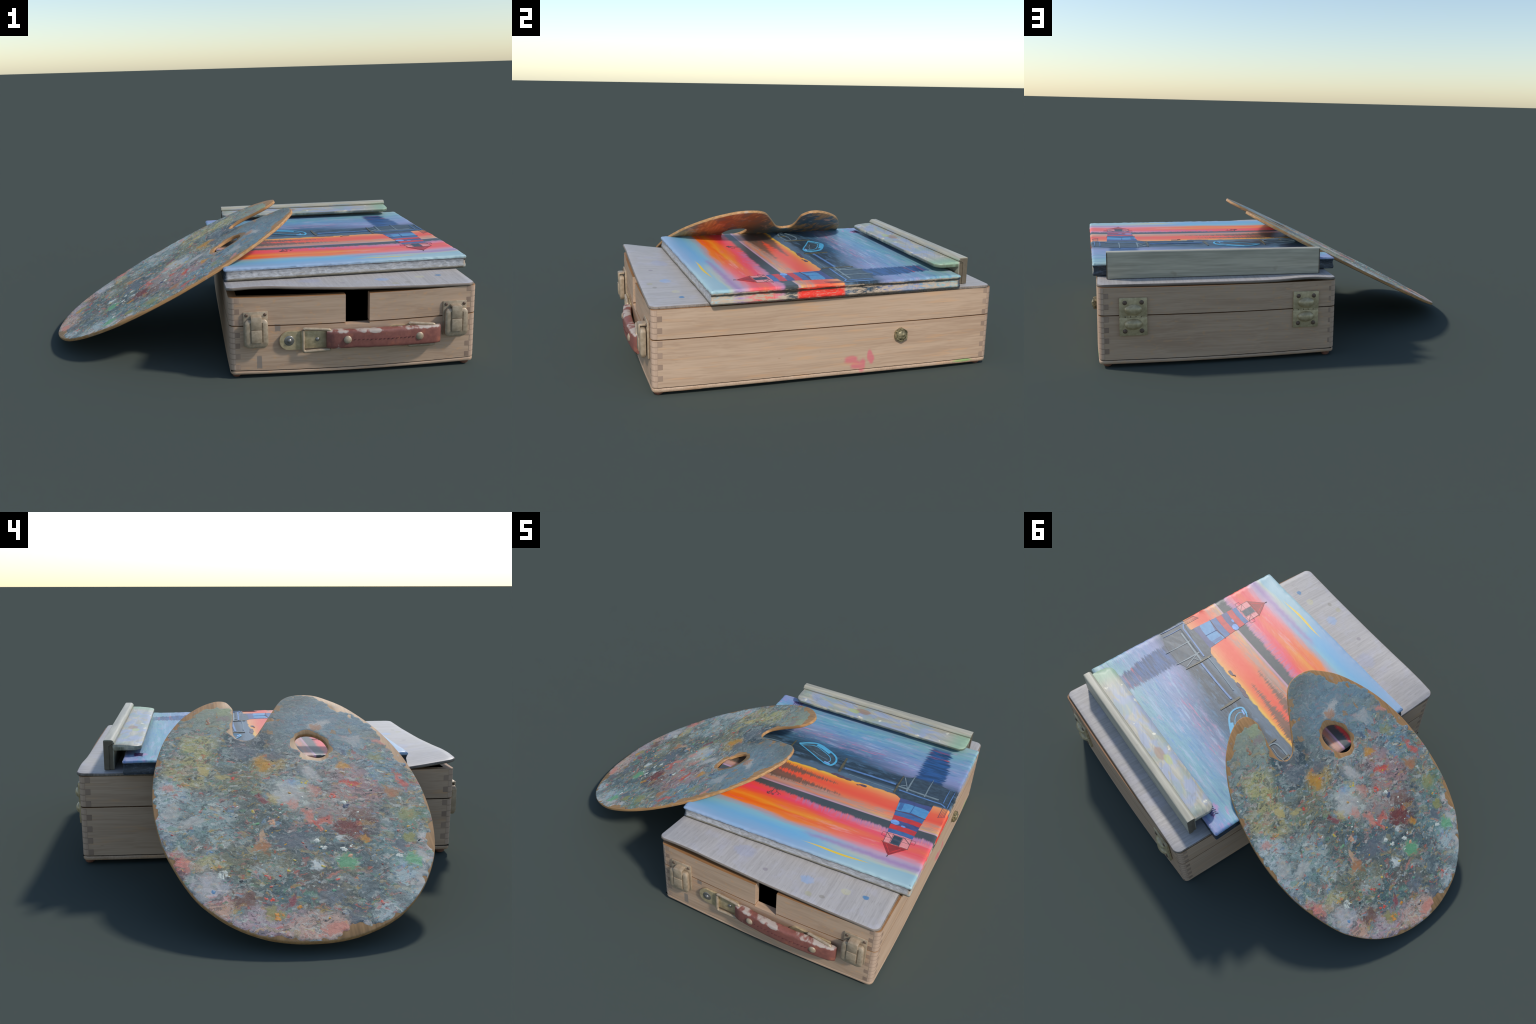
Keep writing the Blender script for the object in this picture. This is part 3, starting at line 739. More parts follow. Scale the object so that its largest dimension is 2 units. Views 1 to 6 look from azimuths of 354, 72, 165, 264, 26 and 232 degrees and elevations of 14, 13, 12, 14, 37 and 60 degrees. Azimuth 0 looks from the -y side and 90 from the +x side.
# hexagonal bolt head on the right side
bm = bmesh.new()
rot = Matrix.Rotation(math.pi / 2, 4, 'Y') @ Matrix.Rotation(math.radians(90), 4, 'Z')
bmesh.ops.create_cone(bm, cap_ends=True, segments=6, radius1=0.0345, radius2=0.0335, depth=0.02, matrix=Matrix.Translation((0.007, 0, 0)) @ rot)
bmesh.ops.bevel(bm, geom=bm.edges[:], offset=0.003, segments=2, affect='EDGES')
bm_dome(bm, 0.022, 0.008, (0.0165, 0, 0), (1, 0, 0), 18, 5)
for v in bm.verts: v.co += Vector((1, 0.6, 0.6)) * 0.002 * noise.noise(v.co * 90)
link('hexagonal_bolt', to_mesh(bm, 'hexagonal_bolt', 30), (M['bolt'],), box, (plan_of(HW, 0.333)[0], 0.333, 0.185))

# ------------------------------------------------------------------ canvas ledge: back board with a bead, and a shelf lip over the canvas
X0, X1 = -0.500, 0.509
def extrude_x(name, prof, x0, x1, n=16):
    verts, faces = [], []
    for i in range(n + 1):
        x = x0 + (x1 - x0) * i / n
        for y, z in prof: verts.append((x, y, z))
    m = len(prof)
    for i in range(n):
        for k in range(m): faces.append((i * m + k, (i + 1) * m + k, (i + 1) * m + (k + 1) % m, i * m + (k + 1) % m))
    faces += [tuple(range(m)), tuple(range(n * m, (n + 1) * m))[::-1]]
    return from_data(name, verts, faces, angle=32)
prof = round_poly([(0.6315, 0.498), (0.6315, 0.5115), (0.6755, 0.5115), (0.6755, 0.387), (0.654, 0.387), (0.654, 0.487), (0.641, 0.487)],
                  [0.004, 0.016, 0.006, 0.002, 0.002, 0.002, 0.004], 5)
ledge = link('canvas_ledge', extrude_x('canvas_ledge', prof, X0, X1), (M['ledge'],), box)
prof = round_poly([(0.6345, 0.387), (0.6345, 0.486), (0.6535, 0.486), (0.6535, 0.387)], 0.003, 3)
link('ledge_batten', extrude_x('ledge_batten', prof, X0 + 0.004, X1 - 0.004), (M['ledge'],), ledge)
shelf_loop = round_poly([(X0 + 0.002, 0.522), (X1 - 0.002, 0.520), (X1 - 0.002, 0.642), (X0 + 0.001, 0.642)], [0.04, 0.04, 0.003, 0.003], 8, 0.03)
shelf = slab('ledge_lip', [shelf_loop], 0.03, lambda x, y: 0.483 + 0.008 * ease((y - 0.52) / 0.1), lambda x, y: 0.4655,
             [(0.004, 0), (0.001, 0.12), (0.0, 0.4), (0.001, 0.8), (0.005, 1.0), (0.006, 1.0)], (0, 0, 0), angle=45)
link('ledge_lip', shelf, (M['ledge'],), ledge)

# ================================================================== THE CANVAS
canvas = empty('canvas_painting', (0.41, 0.04, 0.388), label='lighthouse sunset oil painting on stretched canvas, upside down', category='painting')
bring = Matrix.Translation((-0.41, -0.04, -0.388))
def on_canvas(ob, parent=None):
    ob.parent = parent or canvas
    if parent is None: ob.matrix_parent_inverse = bring
    return ob
CZ = 0.4402
def canvas_top(x, y):
    """the cloth dips between its stretcher bars"""
    u, v = (x - 0.403) / 0.587, (y - 0.04) / 0.582
    return CZ + 0.0035 * ease((0.2 - v) / 0.7) + 0.0065 * max(abs(u), abs(v)) ** 4 + 0.0015 * max(0.0, -v) ** 2 - 0.0005
loop = round_poly([(-0.158, -0.548), (0.9945, -0.535), (0.9915, 0.618), (-0.180, 0.622)], 0.009, 4, 0.006)
bow = loop.copy()
for p in bow:                                     # stretched cloth pulls the front edge in a little, frays everywhere
    p += np.array([noise.noise(Vector((p[0] * 9, p[1] * 9, 1.0))), noise.noise(Vector((p[0] * 9, p[1] * 9, 7.0)))]) * 0.0022
def canvas_wob(x, y, z, fr):
    k = 0.003 * math.sin(math.pi * min(1, fr * 1.1))
    q = Vector((x * 70, y * 70, z * 110))
    dx, dy = noise.noise(q) + 0.6 * noise.noise(q * 2.7), noise.noise(q + Vector((9, 3, 1))) + 0.6 * noise.noise(q * 2.7 + Vector((1, 2, 3)))
    return x + k * dx, y + k * dy, z + 0.0025 * noise.noise(q * 0.6) * (0 < fr < 1)
cm = slab('stretched_canvas', [bow], 0.02, canvas_top, lambda x, y: 0.3885,
          [(0.014, 0), (0.006, 0.02), (0.001, 0.09), (0.0, 0.18), (0.004, 0.3), (0.0055, 0.45), (0.005, 0.6), (0.003, 0.75), (0.001, 0.9), (0.003, 1.0), (0.004, 1.0)], (0, 0, 0), canvas_wob, 45)
cloth = on_canvas(link('stretched_canvas', cm, (M['sunset'],)))

# --- raised brushwork: flat dabs of paint a millimetre high, in world x, y
class Brush:
    def __init__(s, name): s.bm, s.name, s.mats = bmesh.new(), name, []
    def loose(s, pts, step=0.009, shake=0.0022):
        """hand-painted outline: extra points along the edges, each a little off"""
        out = []
        for p, q in zip(pts, np.roll(pts, -1, 0)):
            m = max(1, int(np.linalg.norm(q - p) / step))
            for k in range(m):
                r = p + (q - p) * k / m
                out.append((r[0] + shake * noise.noise(Vector((r[0] * 90, r[1] * 90, 1))), r[1] + shake * noise.noise(Vector((r[0] * 90, r[1] * 90, 8)))))
        return out
    def poly(s, pts, mat, h=0.0009):
        if mat not in s.mats: s.mats.append(mat)
        pts = s.loose(ccw(np.array(pts, float)))
        top = [s.bm.verts.new((x, y, canvas_top(x, y) + h)) for x, y in pts]; bot = [s.bm.verts.new((x, y, canvas_top(x, y) - 0.003)) for x, y in pts]
        n = len(pts); fs = [s.bm.faces.new(top)] + [s.bm.faces.new((bot[i], bot[(i + 1) % n], top[(i + 1) % n], top[i])) for i in range(n)]
        for f in fs: f.material_index = s.mats.index(mat)
    def line(s, pts, w, mat, h=0.0024):
        P = np.array(pts, float); d = np.gradient(P, axis=0); d /= np.linalg.norm(d, axis=1)[:, None]
        nrm = np.stack([-d[:, 1], d[:, 0]], 1); ws = np.array(w if isinstance(w, (list, tuple)) else [w] * len(P))[:, None] / 2
        A, B = P + nrm * ws, P - nrm * ws
        if mat not in s.mats: s.mats.append(mat)
        bm = s.bm
        at = lambda p, d: bm.verts.new((p[0], p[1], canvas_top(*p) + d))
        L = [(at(a, -0.003), at(a, h), at(b, h), at(b, -0.003)) for a, b in zip(A, B)]
        fs = []
        for p, q in zip(L, L[1:]):
            for k in range(3): fs.append(bm.faces.new((p[k], q[k], q[k + 1], p[k + 1])))
        fs += [bm.faces.new(L[0]), bm.faces.new(L[-1][::-1])]
        for f in fs: f.material_index = s.mats.index(mat)
    def done(s):
        bmesh.ops.recalc_face_normals(s.bm, faces=s.bm.faces)
        me = bpy.data.meshes.new(s.name); s.bm.to_mesh(me); s.bm.free()
        ob = link(s.name, me, s.mats); ob.parent = cloth; return ob

P_ = {k: brushed('pigment_' + k, *v) for k, v in dict(
    roof=((158, 52, 54), (120, 44, 50)), red=((196, 58, 56), (150, 58, 72)), blue=((66, 108, 165), (58, 80, 135)), sky=((84, 146, 198), (66, 120, 180)),
    violet=((72, 84, 138), (58, 66, 110)), slate=((50, 64, 78), (70, 92, 112)), pink=((222, 150, 156), (205, 115, 125)), lamp=((100, 145, 218), (140, 180, 235)),
    ink=((84, 70, 80), (120, 90, 96)), rail=((118, 136, 148), (80, 100, 120)), beam=((92, 132, 190), (70, 100, 150)), cyan=((72, 158, 208), (96, 182, 226)),
    hull=((52, 66, 78), (80, 100, 118)), post=((92, 88, 68), (58, 64, 60)), ghost=((105, 130, 150), (80, 100, 120)), plum=((96, 66, 112),), bush=((92, 74, 92), (66, 66, 84))).items()}
b = Brush('painted_lighthouse')
def tx(y, s):                                     # tower outline: left (-) and right (+) edge at a given y
    t = (y + 0.235) / 0.265
    return (0.776 - 0.028 * t) if s < 0 else (0.897 + 0.012 * t)
def tband(y0, y1, mat, h, bow=0.004):
    xs = np.linspace(0, 1, 7)
    A = [(tx(y0, -1) + (tx(y0, 1) - tx(y0, -1)) * u, y0 + bow * math.sin(math.pi * u)) for u in xs]
    B = [(tx(y1, -1) + (tx(y1, 1) - tx(y1, -1)) * u, y1 + bow * math.sin(math.pi * u)) for u in xs]
    b.poly(A + B[::-1], mat, h)
tband(-0.235, 0.034, P_['violet'], 0.0007)
tband(-0.238, -0.212, P_['blue'], 0.001); tband(-0.211, -0.177, P_['red'], 0.0012); tband(-0.141, -0.108, P_['red'], 0.0012)
tband(-0.107, -0.072, P_['blue'], 0.001); tband(-0.071, -0.005, P_['sky'], 0.001, 0.012)
b.line([(tx(-0.072, -1) - 0.004, -0.072), (0.83, -0.067), (tx(-0.072, 1) + 0.004, -0.072)], 0.003, P_['ink'])
b.line([(0.828, -0.07), (0.83, 0.005)], 0.003, P_['blue']); b.line([(0.772, -0.06), (0.77, 0.0)], 0.02, P_['blue'], 0.0012)
b.poly([(0.7755, -0.238), (0.781, -0.312), (0.8995, -0.312), (0.8955, -0.242)], P_['pink'], 0.0008)
b.poly([(0.812, -0.247), (0.813, -0.308), (0.855, -0.308), (0.855, -0.247)], P_['slate'], 0.0011)
for q in ((0.778, 0.782), (0.808, 0.81), (0.858, 0.856), (0.896, 0.899)): b.line([(q[0], -0.24), (q[1], -0.315)], 0.002, P_['ink'], 0.0012)
for yy in (-0.244, -0.274, -0.31): b.line([(0.772, yy), (0.900, yy - 0.002)], 0.0015, P_['ink'], 0.0012)
b.line([(0.78, -0.245), (0.808, -0.274)], 0.002, P_['ink']); b.line([(0.862, -0.246), (0.895, -0.274)], 0.002, P_['ink'])
for sx in (-1, 1):
    x0 = 0.838 + sx * 0.062
    b.line([(x0, -0.243), (x0 + sx * 0.018, -0.245), (x0 + sx * 0.018, -0.27), (x0, -0.272)], 0.0012, P_['ink'], 0.0009)
b.poly([(0.779, -0.314), (0.896, -0.316), (0.832, -0.389)], P_['roof'], 0.0014)
b.line([(0.80, -0.322), (0.833, -0.372), (0.872, -0.323)], 0.006, P_['red'], 0.0017); b.line([(0.832, -0.388), (0.831, -0.40)], 0.003, P_['ink'])
b.poly([(0.785 + 0.022 * math.cos(a), -0.157 + 0.017 * math.sin(a)) for a in np.linspace(0, 6.1, 18)], P_['lamp'], 0.0018)
b.poly([(0.83 + 0.012 * math.cos(a), -0.17 + 0.006 * math.sin(a)) for a in np.linspace(0, 5.9, 10)], P_['lamp'], 0.0014)
b.done()

b = Brush('painted_dock')
b.poly([(0.745, 0.03), (0.70, 0.06), (0.70, 0.11), (0.985, 0.105), (0.985, 0.06), (0.91, 0.058), (0.908, 0.022), (0.87, 0.004), (0.82, 0.0), (0.77, 0.008)], P_['slate'], 0.0006)
b.poly([(0.71, 0.1), (0.705, 0.2), (0.755, 0.222), (0.9, 0.222), (0.97, 0.195), (0.978, 0.1)], P_['slate'], 0.0007)
b.line([(0.965, 0.062), (0.94, 0.078), (0.84, 0.082), (0.72, 0.09)], 0.008, P_['beam']); b.line([(0.69, 0.126), (0.55, 0.129), (0.41, 0.128)], 0.010, P_['beam'])
b.line([(0.7, 0.118), (0.85, 0.108), (0.92, 0.104)], 0.010, P_['rail'])
b.line([(0.70, 0.075), (0.6, 0.078), (0.45, 0.088)], 0.005, P_['ghost'])
for x, y0, y1, w, mt in ((0.85, 0.095, 0.246, 0.006, 'rail'), (0.757, 0.095, 0.238, 0.008, 'rail'), (0.703, 0.058, 0.212, 0.009, 'post'), (0.948, 0.09, 0.2, 0.004, 'beam'), (0.976, 0.06, 0.2, 0.004, 'beam')):
    b.line([(x, y0), (x - 0.001, (y0 + y1) / 2), (x + 0.001, y1)], [w, w, w * 0.4], P_[mt])
b.line([(0.757, 0.11), (0.715, 0.2)], 0.005, P_['rail']); b.line([(0.74, 0.14), (0.715, 0.128)], 0.004, P_['rail'])
b.line([(0.394, 0.085), (0.391, 0.15), (0.388, 0.21)], [0.012, 0.014, 0.008], P_['post'])
b.line([(0.082, 0.085), (0.078, 0.15), (0.082, 0.23)], [0.009, 0.01, 0.004], P_['post'])
b.line([(-0.03, 0.085), (-0.034, 0.13)], 0.010, P_['post'])
for k in range(4): b.line([(0.957 + 0.0065 * k, -0.022 + 0.003 * k), (0.957 + 0.0065 * k, 0.05)], 0.0009, P_['bush'], 0.0008)
for x, y0 in ((0.956, -0.027), (0.982, -0.012)): b.line([(x, y0), (x, 0.058)], 0.0016, P_['bush'], 0.0009)
b.line([(0.953, -0.029), (0.985, -0.010)], 0.0016, P_['bush'], 0.0009)
b.done()

b = Brush('painted_boat')
hull = spline([(0.108, 0.212), (0.15, 0.24), (0.2, 0.252), (0.26, 0.232), (0.325, 0.196), (0.345, 0.155), (0.333, 0.115), (0.292, 0.118), (0.2, 0.165)], 5)
b.poly(hull, P_['hull'], 0.0008)
inner = spline([(0.125, 0.207), (0.19, 0.232), (0.25, 0.21), (0.3, 0.18), (0.318, 0.148), (0.31, 0.128)], 5, False)
b.line(spline([(0.108, 0.212), (0.15, 0.24), (0.2, 0.256), (0.26, 0.236), (0.325, 0.198), (0.347, 0.155), (0.334, 0.114), (0.292, 0.116)], 5, False), 0.010, P_['cyan'])
b.line(inner, 0.004, P_['cyan'], 0.0016); b.line([(0.292, 0.116), (0.25, 0.137), (0.2, 0.165), (0.108, 0.212)], 0.006, P_['cyan'])
b.line([(0.2, 0.246), (0.24, 0.232), (0.29, 0.208)], 0.016, P_['cyan'], 0.0018); b.line([(0.292, 0.128), (0.325, 0.122)], 0.008, P_['lamp'], 0.0018)
b.line([(0.2, 0.185), (0.26, 0.16), (0.3, 0.15)], 0.004, P_['ghost'], 0.0016)
b.line(spline([(-0.11, 0.15), (-0.02, 0.175), (0.05, 0.165), (0.07, 0.13), (0.05, 0.098), (-0.06, 0.098), (-0.12, 0.12)], 5), 0.008, P_['ghost'])
b.line([(-0.1, 0.12), (0.0, 0.135), (0.05, 0.13)], 0.004, P_['ghost'])
b.done()

rng = random.Random(4)
b = Brush('painted_tree')
def branch(x, y, a, L, w, d):
    x1, y1 = x + L * math.cos(a), y + L * math.sin(a)
    b.line([(x, y), ((x + x1) / 2 + rng.uniform(-1, 1) * 0.002, (y + y1) / 2), (x1, y1)], w, P_['ink'], 0.001 + 0.0001 * rng.random())
    if d:
        for k in range(2 if d < 4 else 3): branch(x1, y1, a + rng.uniform(-0.85, 0.85), L * rng.uniform(0.6, 0.85), w * 0.72, d - 1)
branch(0.165, -0.198, -1.5, 0.022, 0.0034, 4); branch(0.178, -0.2, -1.2, 0.02, 0.003, 3)
for x, y, s in ((0.549, 0.036, 1.0), (0.46, 0.047, 1.1), (0.42, 0.05, 1.3), (0.39, 0.055, 1.2)):
    b.poly([(x + s * 0.02 * math.cos(t) * (1 + 0.2 * math.sin(3 * t + x * 9)), y + s * 0.008 * math.sin(t)) for t in np.linspace(0, 5.9, 14)], P_['bush'])
b.line([(0.532, 0.034), (0.52, 0.026), (0.516, 0.03)], 0.005, P_['bush'])
b.done()
b = Brush('signature')
for k in range(5):
    x = -0.09 + 0.011 * k
    b.line([(x, 0.545 + 0.004 * (k % 2)), (x + 0.006, 0.56), (x - 0.002, 0.572), (x + 0.01, 0.58)], 0.0025, P_['plum'])
b.done()

# ================================================================== THE PALETTE
TILT = math.radians(26.405)
pal = empty('palette', (0, 0, 0), (0, -TILT, 0), label='oval wooden palette crusted with mixed oil paint', category='palette')
org = Vector((0, 0, 0.53199)); slope = Vector((math.cos(TILT), 0, math.sin(TILT)))
pal.location = org - slope * 1.1
TH = 0.0155
# outline in the board's plane: first coordinate climbs the slope, second runs towards +y
rim = [(0.149, 0.163), (0.195, 0.188), (0.204, 0.226), (0.189, 0.266), (0.159, 0.310), (0.116, 0.354), (0.065, 0.393), (-0.018, 0.436), (-0.09, 0.463),
       (-0.177, 0.483), (-0.262, 0.495), (-0.35, 0.501), (-0.44, 0.500), (-0.538, 0.490), (-0.632, 0.472), (-0.712, 0.449), (-0.80, 0.413), (-0.87, 0.379),
       (-0.93, 0.342), (-0.985, 0.292), (-1.024, 0.247), (-1.058, 0.194), (-1.088, 0.125), (-1.104, 0.05), (-1.108, -0.02), (-1.104, -0.092), (-1.085, -0.175),
       (-1.042, -0.271), (-0.992, -0.339), (-0.918, -0.407), (-0.82, -0.467), (-0.725, -0.506), (-0.611, -0.531), (-0.51, -0.541), (-0.42, -0.541), (-0.365, -0.537),
       (-0.283, -0.526), (-0.19, -0.507), (-0.076, -0.468), (0.015, -0.424), (0.102, -0.367), (0.16, -0.318), (0.205, -0.262), (0.236, -0.21), (0.244, -0.151), (0.235, -0.101),
       (0.214, -0.068), (0.182, -0.043), (0.126, -0.013), (0.06, 0.02), (0.0, 0.05), (-0.043, 0.072), (-0.069, 0.093), (-0.0815, 0.122), (-0.071, 0.153), (-0.045, 0.168), (0.012, 0.1705), (0.08, 0.164), (0.122, 0.161)]
hole = [(-0.078, -0.086), (-0.055, -0.104), (-0.0455, -0.138), (-0.056, -0.172), (-0.077, -0.195), (-0.105, -0.208), (-0.142, -0.2145), (-0.178, -0.202), (-0.199, -0.184), (-0.204, -0.158), (-0.192, -0.126), (-0.17, -0.105), (-0.138, -0.09), (-0.106, -0.083)]
rim, hole = ccw(spline(rim, 5)), ccw(spline(hole, 3))

def palette_wood():
    g = Graph('palette_wood'); x, y, z = g.coords()
    gr = g.noise(g.vec(x * 5.0, y * 70.0, z * 120.0), 1.0, 4)
    c = g.mix(g.step(gr, 0.3, 0.7), hue(118, 94, 66, 'slope'), hue(144, 116, 84, 'slope'))
    under = g.step(z, -0.012, -0.0145)
    smear = g.noise(g.vec(x * 7.0 + y * 5.0, y * 16.0 - x * 8.0, 0.0), 1.0, 4, 0.6, 0.6)
    u = g.mix(g.step(y, -0.16, 0.08), hue(146, 104, 72), hue(92, 104, 110))
    u = g.mix(g.step(smear, 0.5, 0.64), u, g.mix(g.step(y, -0.1, 0.1), hue(120, 110, 100), hue(70, 95, 115)))
    u = g.mix(g.step(g.noise(g.pos, 16, 3), 0.57, 0.68) * 0.8, u, hue(190, 150, 130))
    c = g.mix(under * g.step(smear + (g.noise(g.pos, 5, 2) - 0.5), 0.38, 0.5), c, u)
    dirt = g.noise(g.pos, 22, 3)
    c = g.mix(g.step(dirt, 0.6, 0.72) * 0.5, c, hue(120, 130, 140, 'slope'))
    return g.finish(c, 0.55, 0.35, bump=gr, depth=0.001, strength=0.4)
M['palette_wood'] = palette_wood()
board = slab('palette_board', [rim, hole], 0.05, lambda x, y: 0.0, lambda x, y: -TH,
             [(0.003, 0), (0.0007, 0.08), (0.0, 0.25), (0.0, 0.75), (0.0007, 0.92), (0.003, 1.0)], (0, 0, 0), angle=60)
board_ob = link('palette_board', board, (M['palette_wood'],), pal, (1.1, 0, 0))

# zones of mixed paint: (along slope, across, reach along, reach across, colour as seen)
ZONES = [(-0.02, -0.25, 0.26, 0.26, (105, 126, 142)), (0.05, 0.22, 0.17, 0.17, (128, 138, 132)), (-0.08, 0.36, 0.13, 0.12, (118, 130, 132)), (-0.16, 0.31, 0.13, 0.1, (150, 148, 112)),
         (-0.27, 0.37, 0.13, 0.12, (142, 140, 112)), (-0.45, 0.44, 0.16, 0.09, (152, 164, 174)), (-0.58, 0.33, 0.2, 0.16, (124, 142, 148)), (-0.08, 0.12, 0.09, 0.12, (58, 72, 84)), (-0.2, 0.16, 0.12, 0.13, (78, 94, 104)),
         (-0.24, 0.05, 0.08, 0.09, (146, 126, 84)), (-0.33, 0.16, 0.12, 0.12, (112, 116, 104)), (-0.3, -0.12, 0.1, 0.11, (132, 140, 146)), (-0.42, -0.02, 0.11, 0.1, (158, 166, 166)), (-0.36, -0.3, 0.14, 0.12, (140, 116, 122)), (-0.28, -0.42, 0.13, 0.1, (104, 128, 144)),
         (-0.5, -0.2, 0.12, 0.14, (134, 122, 124)), (-0.55, -0.46, 0.13, 0.09, (100, 122, 112)), (-0.62, -0.24, 0.09, 0.11, (92, 72, 72)), (-0.55, 0.1, 0.14, 0.14, (94, 104, 104)), (-0.66, -0.02, 0.1, 0.16, (76, 92, 102)),
         (-0.72, -0.37, 0.12, 0.12, (96, 122, 128)), (-0.8, -0.15, 0.16, 0.2, (82, 96, 104)), (-0.78, 0.14, 0.14, 0.16, (104, 108, 98)), (-0.72, 0.36, 0.14, 0.1, (118, 134, 138)), (-0.78, 0.3, 0.06, 0.08, (150, 144, 112)),
         (-0.88, 0.31, 0.11, 0.08, (160, 156, 170)), (-0.94, 0.2, 0.08, 0.09, (108, 90, 86)), (-0.93, 0.0, 0.14, 0.18, (80, 100, 106)), (-1.03, 0.12, 0.09, 0.16, (150, 134, 146)), (-1.05, -0.05, 0.07, 0.16, (160, 140, 136)),
         (-0.97, -0.2, 0.13, 0.12, (86, 98, 106)), (-0.88, -0.4, 0.14, 0.09, (138, 156, 168)), (-0.75, -0.49, 0.16, 0.05, (158, 160, 166)), (-0.98, 0.28, 0.09, 0.05, (176, 138, 142)), (-0.77, 0.42, 0.08, 0.05, (168, 112, 112)),
         (-1.03, -0.27, 0.08, 0.07, (148, 160, 170)), (-0.62, 0.46, 0.1, 0.05, (140, 150, 164)), (-0.86, -0.08, 0.08, 0.1, (92, 92, 92))]

